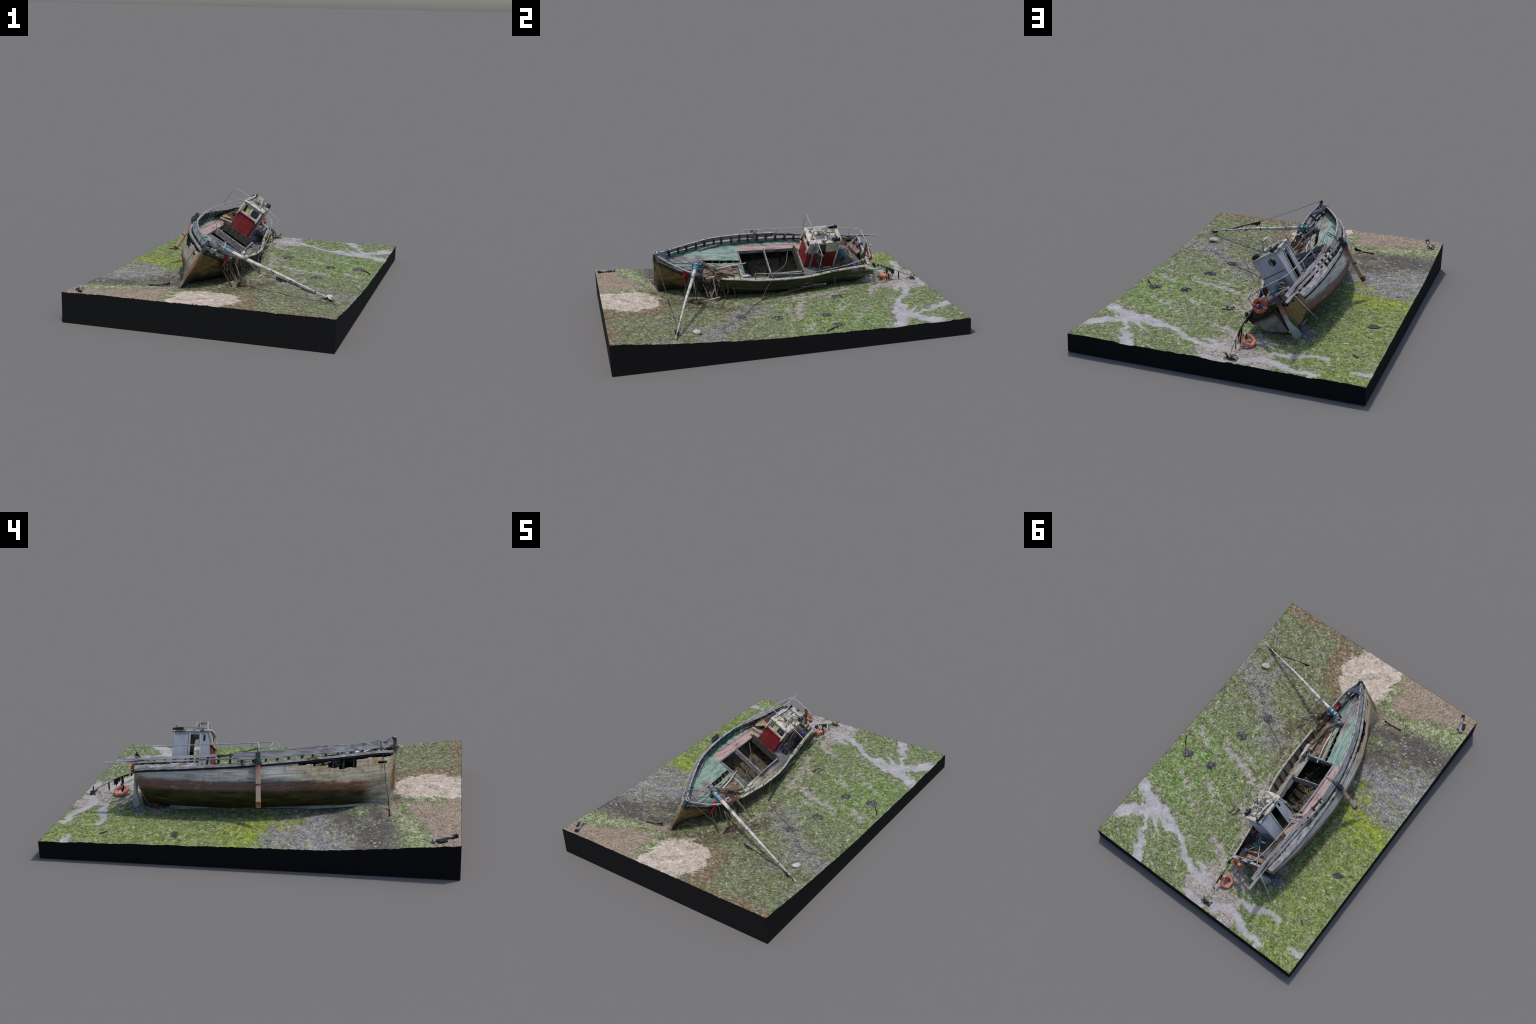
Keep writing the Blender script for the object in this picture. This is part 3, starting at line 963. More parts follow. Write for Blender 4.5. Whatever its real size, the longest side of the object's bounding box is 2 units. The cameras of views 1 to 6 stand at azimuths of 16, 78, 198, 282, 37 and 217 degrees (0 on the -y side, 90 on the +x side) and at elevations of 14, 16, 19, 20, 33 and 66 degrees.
def make_hull():
    ny, nt = 400, 96
    ys = np.concatenate([np.linspace(-.664, -.60, 24)[:-1], np.linspace(-.60, .626, ny - 23)])
    ts = np.linspace(0, 1, nt)
    V, F, idx = [], [], {}
    for side in (-1, 1):
        base = len(V)
        for iy, y in enumerate(ys):
            for it, t in enumerate(ts):
                p = hull_pt(y, t, side)
                # plank edges: slight lap and random lift per strake
                k = t * 11
                fr = k - math.floor(k)
                seam = max(0, 1 - min(fr, 1 - fr) / .09)
                wav = .0009 * math.sin(int(k) * 5.1 + y * 9 + side) + .0007 * math.sin(y * 31 + int(k) * 2.3)
                p.x -= side * (seam * .0011 - wav) * min(1, (1 - t) * 12 + .2)
                V.append(p)
        for iy in range(len(ys) - 1):
            for it in range(nt - 1):
                yc = (ys[iy] + ys[iy + 1]) / 2
                pc = hull_pt(yc, (ts[it] + ts[it + 1]) / 2, side)
                if side < 0 and stb_hole(yc, station(float(yc), -1)[3][1] - pc.z):
                    continue
                a = base + iy * nt + it
                q = (a, a + 1, a + nt + 1, a + nt)
                F.append(q if side < 0 else q[::-1])
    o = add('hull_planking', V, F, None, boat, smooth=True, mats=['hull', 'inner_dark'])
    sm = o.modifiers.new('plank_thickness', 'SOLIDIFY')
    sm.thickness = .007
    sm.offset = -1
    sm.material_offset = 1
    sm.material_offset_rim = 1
    return o


hull = make_hull()

# ribs (frames), seen through the hatch and the sprung planks
ribs = []
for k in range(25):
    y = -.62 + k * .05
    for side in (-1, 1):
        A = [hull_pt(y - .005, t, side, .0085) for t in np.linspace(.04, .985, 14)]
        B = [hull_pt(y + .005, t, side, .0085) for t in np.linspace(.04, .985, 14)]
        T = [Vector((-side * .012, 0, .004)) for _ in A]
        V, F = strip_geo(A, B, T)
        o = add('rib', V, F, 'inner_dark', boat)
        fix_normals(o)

# keel, stem and stern post
A, B, T = [], [], []
prof = smooth_path([(0, -.671, .348), (0, -.670, .26), (0, -.670, .16), (0, -.666, .075), (0, -.648, .018), (0, -.615, .003), (0, -.554, .0), (0, -.41, -.018), (0, -.247, -.034), (0, 0, -.053), (0, .273, -.066), (0, .40, -.069), (0, .468, -.071)], 6)
for i, p in enumerate(prof):
    tg = (prof[min(i + 1, len(prof) - 1)] - prof[max(i - 1, 0)]).normalized()
    inn = Vector((0, -tg.z, tg.y))
    if inn.y < 0 and inn.z < 0:
        inn = -inn
    dpt = .022 if p.y < -.55 else .026
    A.append(p + Vector((-.0065, 0, 0)))
    B.append(p + Vector((.0065, 0, 0)))
    T.append(inn * dpt)
V, F = strip_geo(A, B, T)


def keel_paint(t):
    o = t.obj()
    x, y, z = t.xyz(o)
    n = t.noise(t.scaled(o, (1, .3, .3)), 40, 4, .65)
    pale = t.ramp(n, [(.3, C(110, 108, 98)), (.5, C(156, 156, 150)), (.7, C(182, 182, 178))])
    och = t.ramp(n, [(.3, C(84, 68, 46)), (.5, C(132, 108, 76)), (.7, C(176, 160, 128))])
    drk = t.ramp(n, [(.3, C(42, 38, 34)), (.6, C(84, 76, 66))])
    col = t.mix(t.step(t.m('ADD', z, t.m('MULTIPLY', t.m('SUBTRACT', n, .5), .06)), .05, .09), pale, och)
    col = t.mix(t.step(z, .262, .275), col, drk)
    return col, (n, .4, .002)


M['keel'] = material('worn_keel_paint', keel_paint)
stem = fix_normals(add('keel_and_stem', V, F, 'keel', boat))
# stern frame, deadwood and shoe
board('stern_post', (0, .598, -.05), (0, .648, .10), .018, .014, 'dark_wood', boat, side=(0, 1, 0))
board('stern_shoe', (0, .466, -.066), (0, .60, -.068), .010, .012, 'dark_wood', boat)
V, F = tube_geo([(0, .53, -.045), (0, .56, -.046), (0, .568, -.046)], lambda f: .008 - .003 * f, 10)
parts = [(V, F)]
for k in range(3):
    a = k * 2.094 + .4
    c = Vector((math.cos(a), 0, math.sin(a)))
    parts.append(box_geo(Vector((0, .556, -.046)) + c * .004, Vector((0, .556, -.046)) + c * .020, .012, .003, (math.sin(a), .6, -math.cos(a))))
V, F = merge(parts)
add('propeller', V, F, 'rusty', boat)

# rudder with its stock, canted to starboard
rud = empty('rudder', boat)
out = [(-.006, .262), (.012, .262), (.014, .20), (.013, .15), (.012, .10), (.020, .07), (.034, .045), (.040, .02), (.036, .004), (.0, .0), (-.006, .02)]


def rudder_paint(t):
    o = t.obj()
    x, y, z = t.xyz(o)
    n = t.noise(o, 45, 4, .65)
    zz = t.m('ADD', z, t.m('MULTIPLY', t.m('SUBTRACT', n, .5), .05))
    col = t.ramp(t.m('DIVIDE', t.m('ADD', zz, .08), .28), [(.0, C(120, 128, 122)), (.32, C(178, 182, 172)), (.50, C(150, 148, 136)), (.62, C(168, 112, 78)), (.72, C(118, 84, 70)), (.82, C(84, 92, 108)), (1, C(104, 112, 130))])
    col = t.mix(t.step(n, .66, .72), col, C(64, 60, 50))
    return col, (n, .3, .002)


M['rudder'] = material('rudder_paint', rudder_paint)
foot, head = Vector((-.024, .650, -.074)), Vector((-.004, .702, .186))
ax = (head - foot).normalized()
ch = Vector((-.62, -.78, 0))
panel('rudder_blade', [(u, v * (head - foot).length / .262) for u, v in out], [], .012, foot, ch, ax, 'rudder', rud)
board('rudder_strap', foot.lerp(head, .2) + Vector((0, .004, 0)), foot.lerp(head, .2) + ch * .04, .010, .016, 'rudder', rud, side=ax)
tube('rudder_head_cap', [head, head + ax * .010], .0085, 'white_band', rud, 10)

# transom
tr = []
for s in (-1, 1):
    row = [hull_pt(.626, t, s) for t in np.linspace(0, 1, 16)]
    tr.append(row)
outline = [(p.x, p.z) for p in tr[0][::-1]] + [(p.x, p.z) for p in tr[1]]
ragged = [(.150, .108), (.128, .116), (.11, .104), (.085, .118), (.06, .098), (.03, .108), (.0, .092), (-.03, .100), (-.06, .090), (-.09, .112), (-.12, .118), (-.15, .112)]
outline = outline + ragged


def transom_paint(t):
    o = t.obj()
    x, y, z = t.xyz(o)
    n = t.noise(o, 26, 4, .65)
    f = t.noise(o, 80, 4, .65)
    och = t.ramp(n, [(.3, C(86, 84, 50)), (.45, C(136, 126, 82)), (.56, C(156, 132, 90)), (.70, C(170, 112, 70))])
    gry = t.ramp(n, [(.3, C(100, 92, 78)), (.5, C(150, 144, 132)), (.7, C(172, 166, 156))])
    col = t.mix(t.step(t.m('ADD', x, t.m('MULTIPLY', t.m('SUBTRACT', n, .5), .04)), -.03, .0), och, gry)
    dk = t.step(t.m('ADD', z, t.m('MULTIPLY', t.m('SUBTRACT', n, .5), .05)), .062, .085)
    col = t.mix(t.m('MULTIPLY', dk, t.step(x, -.05, -.01)), col, C(52, 46, 40))
    col = t.mix(t.m('MULTIPLY', t.step(f, .62, .7), .6), col, C(70, 56, 42))
    return col, (f, .4, .002)


M['transom'] = material('stained_transom_paint', transom_paint)
slope = Vector((0, .30, 1)).normalized()
p_mid = Vector((0, .626 + (-.096) * .30, 0))
sc = math.hypot(1, .30)
fix_normals(panel('transom', [(u, v * sc) for u, v in outline], [], .010, p_mid + Vector((0, .001, 0)), (1, 0, 0), slope, 'transom', boat))

# rub rail along both sides, with the tarred strip under it
for side in (-1, 1):
    ys = np.linspace(-.658, .626, 120)
    for nm, z0, z1, o0, o1, mat in (('rub_rail', .001, .013, .001, .010, 'pale_rail'), ('rub_rail_underside', -.0075, .0005, .001, .0065, 'black_strip')):
        if side > 0 and nm == 'rub_rail':
            mat = 'port_rub'
        A, B, T = [], [], []
        for y in ys:
            p = hull_pt(y, 1.0, side)
            j = .0005 * math.sin(y * 160) + .0006 * math.sin(y * 71) + .0009 * (random.random() - .5)
            A.append(p + Vector((side * (o0 - .004), 0, z0)))
            B.append(p + Vector((side * (o0 - .004), 0, z1 + (j if nm == 'rub_rail' else 0))))
            T.append(Vector((side * (o1 + (j if nm == 'rub_rail' else 0)), 0, 0)))
        V, F = strip_geo(A, B, T, .0007 if nm == 'rub_rail' else 0)
        o = add(nm, V, F, mat, boat)
        fix_normals(o)


# bulwark planks ----------------------------------------------------------------
def bulwark_plank(name, side, y0, y1, s_low, s_high, mat, thick=.006, out=.002, n=40, jit=.0, end_taper=0.0):
    ys = np.linspace(y0, y1, n)
    A, B, T = [], [], []
    for y in ys:
        f = (y - y0) / (y1 - y0)
        lo = s_low(f) if callable(s_low) else s_low
        hi = s_high(f) if callable(s_high) else s_high
        A.append(bul_pt(y, lo, side, out))
        B.append(bul_pt(y, hi, side, out))
        T.append(Vector((-side * thick, 0, 0)))
    V, F = strip_geo(A, B, T, jit)
    return fix_normals(add(name, V, F, mat, boat))


wig = lambda a, k, ph: (lambda f: a + .02 * math.sin(f * k + ph) + .01 * math.sin(f * k * 3.1))
# starboard: one broad plank forward, two narrow ones aft that stick out past the transom
bulwark_plank('bulwark_plank', -1, -.655, .118, wig(.37, 14, 0), 1.0, 'grey_wood', n=70, jit=.0006)
bulwark_plank('bulwark_plank', -1, .205, .740, wig(.76, 9, 1), wig(1.0, 20, 2), 'grey_wood', n=50, jit=.0008)
bulwark_plank('bulwark_plank', -1, .115, .795, lambda f: .50 + .04 * f, lambda f: .60 + .13 * f, 'grey_wood', n=50, jit=.0008, out=.006)
bulwark_plank('bulwark_plank', -1, .10, .25, wig(.78, 9, 1), wig(.93, 9, 2), 'dark_wood', n=16, jit=.001, out=-.002)
bulwark_plank('sheer_plank', -1, .30, .632, .03, lambda f: .36 + .02 * math.sin(f * 7) + (.05 if .3 < f < .42 else 0), 'pale_rail', n=60, jit=.0004, out=.005)
bulwark_plank('sheer_plank', -1, .14, .32, .0, wig(.14, 40, 0), 'grey_wood', n=24, jit=.001, out=.002)
# rail cap
bulwark_plank('rail_cap', -1, -.655, .115, .985, 1.025, 'pale_rail', thick=.009, out=.003, n=60, jit=.0006)
# port: pair of thin rails at the bow, broken away at the boom, shade-darkened plank aft
bulwark_plank('bulwark_plank', 1, -.655, -.425, .76, 1.0, 'grey_wood', n=24, jit=.0006)
bulwark_plank('bulwark_plank', 1, -.650, -.40, .28, .50, 'grey_wood', n=24, jit=.0006)
bulwark_plank('bulwark_plank', 1, -.30, .30, wig(.12, 8, 0), .93, 'port_plank', n=50, jit=.0006)
bulwark_plank('bulwark_plank', 1, .30, .685, lambda f: .12 - .1 * f, lambda f: .93 - .50 * f, 'port_plank', n=36, jit=.0006, out=.004)
bulwark_plank('rail_cap', 1, -.655, -.43, .98, 1.03, 'pale_rail', thick=.011, out=.003, n=24, jit=.0006)
bulwark_plank('rail_cap', 1, -.285, .655, .96, 1.05, 'cream_rail', thick=.014, out=.004, n=80, jit=.0012)
# torn stub of port bulwark about the boom
bulwark_plank('broken_bulwark_plank', 1, -.42, -.30, wig(.2, 9, 0), lambda f: .62 + .2 * math.sin(f * 11) + .1 * math.sin(f * 31), 'dark_wood', n=26, jit=.003)

for ya, yb in ((-.30, .62),):
    bulwark_plank('bulwark_lining', 1, ya, yb, .05, .90, 'lining_wood', thick=.003, out=-.0045, n=60)
# stanchions share one bevelled bar
sv, sf = box_geo((0, 0, 0), (0, 0, 1), 1, 1, (1, 0, 0))
bar = bpy.data.meshes.new('stanchion_bar')
bar.from_pydata([tuple(v) for v in sv], [], sf)
bar.materials.append(M['stanchion_wood'])


def bar_between(name, p0, p1, w, d, parent, along=(0, 1, 0)):
    p0, p1 = Vector(p0), Vector(p1)
    zax = p1 - p0
    ln = zax.length
    zax.normalize()
    xax = Vector(along)
    xax = (xax - zax * xax.dot(zax)).normalized()
    yax = zax.cross(xax)
    mt = Matrix((xax * w, yax * d, zax * ln)).transposed().to_4x4()
    mt.translation = p0
    return share(name, bar, mt, parent)


for k in range(22):
    y = -.625 + k * .0583 + random.uniform(-.004, .004)
    for side in (-1, 1):
        if side > 0 and -.44 < y < -.28:
            continue
        lean = Vector((random.uniform(-.002, .002), random.uniform(-.003, .003), 0))
        a = bul_pt(y, -.12, side, -.010)
        b = bul_pt(y, .94, side, -.0095) + lean
        bar_between('stanchion', a, b, .011 + random.uniform(-.001, .002), .011, boat)

# breasthook and stem head
bh = [bul_pt(-.655, .95, -1), bul_pt(-.585, .93, -1, -.008), (0.004, -.60, float(rail_z_s(-.6)) - .02), bul_pt(-.585, .93, 1, -.008), bul_pt(-.655, .95, 1)]
V = [Vector(p) for p in bh] + [Vector(p) + Vector((0, 0, -.010)) for p in bh]
F = [(0, 1, 2, 3, 4), (9, 8, 7, 6, 5)] + [(i, (i + 1) % 5, 5 + (i + 1) % 5, 5 + i) for i in range(5)]
fix_normals(add('breasthook', V, F, 'slate_grey', boat))
board('stem_head', (0, -.664, .285), (0.001, -.660, .352), .018, .014, 'dark_wood', boat, side=(0, 1, 0), jit=.002, seg=4)
tube('stem_head_lashing', smooth_path([(.010, -.655, .346), (.004, -.668, .353), (-.010, -.662, .350), (-.004, -.650, .356), (.010, -.655, .350)], 5), .0032, 'white_band', boat, 6)


# deck ---------------------------------------------------------------------------
deck_c = hermite([-.66, -.6, -.5, -.37, -.25, -.13, .03, .26, .45, .64], [.290, .272, .251, .226, .197, .167, .151, .137, .122, .118])


def deck_z(x, y):
    e = float(sheer_z(min(y, .626))) + .004
    b = max(float(sheer_b(min(y, .626))), .01)
    f = min(1.0, abs(x) / b) ** 2
    c = float(deck_c(y))
    if x > 0 and y > .2:
        e -= .0
    return c * (1 - f) + e * f


HATCH = (-.097, .118, -.133, .232)


def deck_hole(x, y):
    if HATCH[0] < x < HATCH[1] and HATCH[2] < y < HATCH[3]:
        return True
    if -.40 < y < -.13:
        f = (y + .40) / .27
        x0 = -.006 - .024 * f
        if x0 < x < x0 + .034 + .012 * math.sin(y * 60):
            return True
        # collapsed port foredeck
        if x0 + .05 < x < .5 and -.41 < y < -.15:
            return True
    if .17 < x and -.43 < y < -.40:
        return True
    return False


def deck_paint(t):
    o = t.obj()
    x, y, z = t.xyz(o)
    st = t.scaled(o, (1, .12, 1))
    n = t.noise(st, 60, 4, .7)
    b = t.noise(o, 16, 4, .65)
    green = t.ramp(n, [(.28, C(84, 98, 90)), (.39, C(120, 146, 132)), (.52, C(146, 172, 157)), (.62, C(162, 178, 166)), (.70, C(186, 190, 182))])
    teal = t.ramp(n, [(.3, C(50, 70, 64)), (.5, C(74, 104, 92)), (.7, C(104, 132, 118))])
    pink = t.ramp(n, [(.3, C(134, 108, 104)), (.48, C(186, 158, 152)), (.62, C(200, 168, 162)), (.74, C(206, 196, 188))])
    bare = t.ramp(n, [(.3, C(92, 86, 84)), (.5, C(140, 132, 128)), (.7, C(176, 168, 162))])
    brown = t.ramp(b, [(.3, C(50, 46, 44)), (.46, C(84, 74, 68)), (.56, C(100, 96, 92)), (.7, C(132, 112, 100))])
    grey = t.ramp(n, [(.3, C(84, 84, 86)), (.5, C(116, 116, 120)), (.7, C(138, 138, 142))])
    j = t.m('MULTIPLY', t.m('SUBTRACT', b, .5), .09)
    yj = t.m('ADD', y, j)
    xj = t.m('ADD', x, j)
    # outer edge by the bulwark darker; width narrows at the bow
    half = t.m('SUBTRACT', .212, t.m('MULTIPLY', t.m('MULTIPLY', yj, yj), t.m('MULTIPLY_ADD', t.m('LESS_THAN', y, 0.0), .34, .14)))
    edge = t.m('SUBTRACT', half, t.m('ABSOLUTE', xj))
    col = t.mix(t.step(edge, .022, .05), teal, green)
    # worn strip beside the hatch
    f = t.m('MULTIPLY', t.step(yj, -.16, -.10), t.m('MULTIPLY', t.step(xj, -.172, -.150), t.m('SUBTRACT', 1.0, t.step(xj, -.06, -.04))))
    col = t.mix(f, col, pink)
    # bare planks on the centre line forward
    f = t.m('MULTIPLY', t.m('SUBTRACT', 1.0, t.step(yj, -.36, -.30)), t.m('MULTIPLY', t.step(xj, -.055, -.030), t.m('SUBTRACT', 1.0, t.step(xj, .010, .02))))
    col = t.mix(f, col, bare)
    f = t.m('SUBTRACT', 1.0, t.step(t.m('ABSOLUTE', t.m('SUBTRACT', yj, .0)), .0, .9))
    # aft deck: rotten brown, grey to port
    col = t.mix(t.m('MULTIPLY', t.step(yj, .26, .33), t.m('SUBTRACT', 1.0, t.m('MULTIPLY', t.step(t.m('MULTIPLY', xj, -1.0), .07, .10), t.step(b, .44, .52)))), col, brown)
    col = t.mix(t.m('MULTIPLY', t.step(xj, .06, .09), t.m('MULTIPLY', t.step(yj, .02, .10), t.m('SUBTRACT', 1.0, t.step(yj, .36, .42)))), col, grey)
    # port side deck strip, creamy and mossy
    moss = t.ramp(n, [(.3, C(92, 86, 76)), (.48, C(146, 138, 124)), (.6, C(176, 170, 158)), (.7, C(196, 192, 182))])
    col = t.mix(t.m('MULTIPLY', t.step(xj, .115, .13), t.m('SUBTRACT', 1.0, t.step(yj, .12, .22))), col, moss)
    # seams between deck planks
    k = t.m('FRACT', t.m('MULTIPLY', x, 62.0))
    seam = t.m('LESS_THAN', t.m('ABSOLUTE', t.m('SUBTRACT', k, .5)), .055)
    col = t.mix(t.m('MULTIPLY', seam, .55), col, C(52, 50, 46))
    col = t.mix(t.m('MULTIPLY', t.step(n, .66, .74), .5), col, C(74, 62, 56))
    return col, (n, .4, .002)


M['deck'] = material('peeling_green_deck_paint', deck_paint)


def make_deck():
    ny, nx = 220, 84
    ys = np.linspace(-.645, .628, ny)
    V, F = [], []
    for y in ys:
        bs, bp = half_beam(min(y, .626), -1) - .004, half_beam(min(y, .626), 1) - .004
        for i in range(nx):
            x = -bs + (bs + bp) * i / (nx - 1)
            V.append((x, y + (.02 * (y - .38) / .246 * 0 if y > .38 else 0), deck_z(x, y) + .0014 * math.sin(x * 120) * math.sin(y * 25)))
    for j in range(ny - 1):
        for i in range(nx - 1):
            a = j * nx + i
            c = (Vector(V[a]) + Vector(V[a + nx + 1])) / 2
            if deck_hole(c.x, c.y):
                continue
            F.append((a, a + 1, a + nx + 1, a + nx))
    o = add('deck', V, F, 'deck', boat, smooth=True)
    s = o.modifiers.new('deck_thickness', 'SOLIDIFY')
    s.thickness = .008
    s.offset = -1
    return o


make_deck()

# deck beams under the broken part, and loose carlins
for k in range(7):
    y = -.40 + k * .045
    f = (y + .40) / .27
    x0 = -.03 - .024 * f
    board('deck_beam', (x0, y, deck_z(x0, y) - .013), (.11, y, deck_z(.11, y) - .016), .011, .010, 'dark_wood', boat, jit=.001)
board('carlin', (.052, -.56, .258), (-.004, -.125, .163), .012, .010, 'grey_wood', boat, jit=.002, seg=6)
board('carlin', (.018, -.42, .232), (.010, -.13, .166), .009, .008, 'tan_board', boat, jit=.002, seg=6)
board('king_plank', (.020, -.60, .270), (.002, -.40, .230), .016, .008, 'grey_wood', boat, jit=.003, seg=6, side=(1, 0, 0))
board('loose_plank', (-.098, -.385, .226), (-.150, -.255, .196), .012, .010, 'grey_wood', boat, jit=.003, seg=5, taper=.6)

# hatch: four coamings and the mid thwart
x0, x1, y0, y1 = HATCH
hz = lambda x, y: deck_z(x, y)
cm = empty('hatch', boat)
board('hatch_coaming', (x0, y0, hz(x0, y0) + .004), (x1, y0, hz(x1, y0) + .018), .024, .006, 'grey_wood', cm, side=(0, 0, 1), jit=.001, seg=5)
board('hatch_coaming', (x0, y0, hz(x0, y0) + .002), (x0, y1, hz(x0, y1) + .002), .026, .006, 'pale_rail', cm, side=(0, 0, 1), jit=.001, seg=8)
board('hatch_coaming', (x1 + .004, y0 + .15, hz(x1, 0) + .016), (x1, y1, hz(x1, y1) + .014), .034, .008, 'grey_wood', cm, side=(0, 0, 1), jit=.001, seg=8)
board('hatch_thwart', (x0, .035, .158), (x1 + .012, .035, .154), .042, .007, 'grey_wood', cm, side=(0, -.12, 1), jit=.001, seg=5)
board('hatch_bulkhead', (x0 - .004, y1 - .004, .143), (x1 + .006, y1 - .004, .142), .050, .010, 'dark_wood', cm, side=(0, .1, 1), jit=.001, seg=5)

# hold: silt floor and clutter
nx, ny = 40, 90
V, F = [], []
for j in range(ny):
    y = -.40 + .90 * j / (ny - 1)
    for i in range(nx):
        half = max(.02, float(sheer_b(y)) * (.74 if y > -.2 else .74 - .9 * (-.2 - y)) - .012)
        x = half * (2 * i / (nx - 1) - 1)
        lump = float(fbm(np.array([x]), np.array([y]), 14, 3, 77)[0])
        V.append((x, y, -.006 + .030 * lump + .030 * (x / half) ** 2 + (.05 if y < -.3 else 0) * (-(y + .3) / .15)))
for j in range(ny - 1):
    for i in range(nx - 1):
        a = j * nx + i
        F.append((a, a + 1, a + nx + 1, a + nx))
o = add('hold_silt', V, F, 'hold_floor', boat, smooth=True)
bm_cut = []
R = random.Random(3)
for k in range(12):
    p = Vector((R.uniform(-.09, .09), R.uniform(-.15, .2), .012))
    a = R.random() * 6.28
    q = p + Vector((math.cos(a), math.sin(a), R.uniform(-.1, .4))) * R.uniform(.04, .09)
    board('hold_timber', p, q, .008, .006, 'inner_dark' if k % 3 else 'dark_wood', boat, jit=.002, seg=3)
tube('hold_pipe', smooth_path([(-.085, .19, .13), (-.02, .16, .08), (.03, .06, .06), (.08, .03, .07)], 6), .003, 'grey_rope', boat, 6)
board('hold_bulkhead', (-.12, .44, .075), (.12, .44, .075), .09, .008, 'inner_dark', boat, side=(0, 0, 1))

# collapsed port foredeck: sagging rotten debris
nx, ny = 40, 60
V, F = [], []
for j in range(ny):
    y = -.445 + .32 * j / (ny - 1)
    for i in range(nx):
        x = .028 + .150 * i / (nx - 1) * min(1.0, (float(sheer_b(y)) - .034) / .150)
        l = float(fbm(np.array([x]), np.array([y]), 40, 4, 55, .7)[0])
        edge = max(0, (x - .10) / .07)
        V.append((x, y, deck_z(x, y) - .008 + .022 * l + .012 * edge))
for j in range(ny - 1):
    for i in range(nx - 1):
        a = j * nx + i
        F.append((a, a + 1, a + nx + 1, a + nx))
o = add('collapsed_foredeck', V, F, 'brown_debris', boat, smooth=True)
s = o.modifiers.new('thickness', 'SOLIDIFY')
s.thickness = .006
for k in range(26):
    x, y = R.uniform(.05, .15), R.uniform(-.42, -.15)
    a = R.gauss(1.57, .5)
    d = Vector((math.cos(a), math.sin(a), 0)) * R.uniform(.015, .04)
    z = deck_z(x, y) - .004
    board('rotten_board', Vector((x, y, z)) - d, Vector((x, y, z + R.uniform(-.004, .006))) + d, R.uniform(.004, .010), .004,
          R.choice(['brown_debris', 'brown_debris', 'grey_wood', 'tan_board']), boat, side=(d.y, -d.x, 0), jit=.003, seg=3)
board('broken_deck_board', (.125, -.235, .205), (.130, -.175, .190), .034, .006, 'tan_board', boat, side=(1, 0, 0), jit=.003, seg=3)
board('broken_deck_board', (.150, -.20, .208), (.152, -.10, .190), .022, .006, 'cream_rail', boat, side=(1, 0, 0), jit=.003, seg=3)


def tangle(name, centre, ext, n, turns, r, mat, parent, seed=1, normal_flat=1.0):
    RR = random.Random(seed)
    parts = []
    for k in range(n):
        pts = []
        p = Vector((RR.gauss(0, .5), RR.gauss(0, .5), RR.gauss(0, .4)))
        for i in range(turns):
            p = Vector((RR.gauss(0, .55), RR.gauss(0, .55), RR.gauss(0, .45)))
            pts.append(Vector(centre) + Vector((p.x * ext[0], p.y * ext[1], p.z * ext[2])))
        parts.append(tube_geo(smooth_path(pts, 5), r, 5))
    V, F = merge(parts)
    o = add(name, V, F, mat, parent, smooth=True)
    o['kind'] = 'stuff'
    return o


# ---- wheelhouse ------------------------------------------------------------------
wh = empty('wheelhouse', boat)
WX0, WX1 = -.066, .063
FB, FT = .256, .281          # front face y at foot and at roof
AB, AT = .447, .466          # aft face
ZB, ZT, ZM = .115, .338, .266
dz = ZT - ZB


def fy(z):
    return FB + (FT - FB) * (z - ZB) / dz


def ay(z):
    return AB + (AT - AB) * (z - ZB) / dz


# front: red lower panel, cream window band above (drawn in the plane of the face)
fn = Vector((0, FT - FB, dz)).normalized()
ln = dz / fn.z
sc = 1 / fn.z
panel('wheelhouse_front', [(0, 0), (WX1 - WX0, 0), (WX1 - WX0, (ZM - ZB) * sc), (0, (ZM - ZB) * sc)], [], .007, (WX0, FB, ZB), (1, 0, 0), fn, 'red_paint', wh)
Wd = WX1 - WX0
win_h = (ZT - ZM) * sc
o = panel('wheelhouse_window_band', [(0, 0), (Wd, 0), (Wd, win_h), (0, win_h)],
          [rounded_rect(.034, win_h * .50, .046, win_h * .66, .008), rounded_rect(.095, win_h * .48, .048, win_h * .66, .012)],
          .007, Vector((WX0, FB, ZB)) + fn * ((ZM - ZB) * sc + .001), (1, 0, 0), fn, 'cream_paint', wh)
board('drip_ledge', (WX0 - .002, fy(ZM) - .005, ZM), (WX1 + .002, fy(ZM) - .005, ZM), .006, .010, 'red_paint', wh)
# broken pane on the starboard window
p0 = Vector((WX0 + .014, fy(ZM) + .004, ZM + .008))
V = [p0, p0 + Vector((.040, 0, 0)), p0 + Vector((.041, .005, .05)), p0 + Vector((.018, .004, .052)), p0 + Vector((.008, .002, .024))]
V = [(p0.x + .022, p0.y, p0.z), (p0.x + .041, p0.y, p0.z), (p0.x + .041, p0.y + .006, p0.z + .052), (p0.x + .012, p0.y + .006, p0.z + .052), (p0.x + .018, p0.y + .004, p0.z + .036)]
V = [Vector(v) for v in V]
V += [v + Vector((0, .002, 0)) for v in V]
F = [(0, 1, 2, 3, 4), (9, 8, 7, 6, 5)] + [(i, (i + 1) % 5, 5 + (i + 1) % 5, 5 + i) for i in range(5)]
fix_normals(add('broken_pane', V, F, 'yellow_panel', wh))

# sides: (u = y, v = z)
def side_outline(z0, z1):
    return [(fy(z0), z0), (ay(z0), z0), (ay(z1), z1), (fy(z1), z1)]


def side_outline_door(z0, z1, d0, d1, top):
    """side wall with a doorway that runs down to z0"""
    return [(fy(z0), z0), (d0, z0), (d0, min(z1, top))] + ([(d0, z1)] if top >= z1 else [(d1, top)]) , None


# port side: red up to ZR, cream above, narrow doorway and a small window
ZR = .252
door_p = rounded_rect(.356, .232, .046, .176, .008)


def clip_door(z0, z1, d0, d1, zt):
    """outline of wall strip z0..z1 with a door gap d0..d1; gap reaches from the strip's foot up to zt"""
    return [(fy(z0), z0), (d0, z0), (d0, zt), (d1, zt), (d1, z0), (ay(z0), z0), (ay(z1), z1), (fy(z1), z1)]


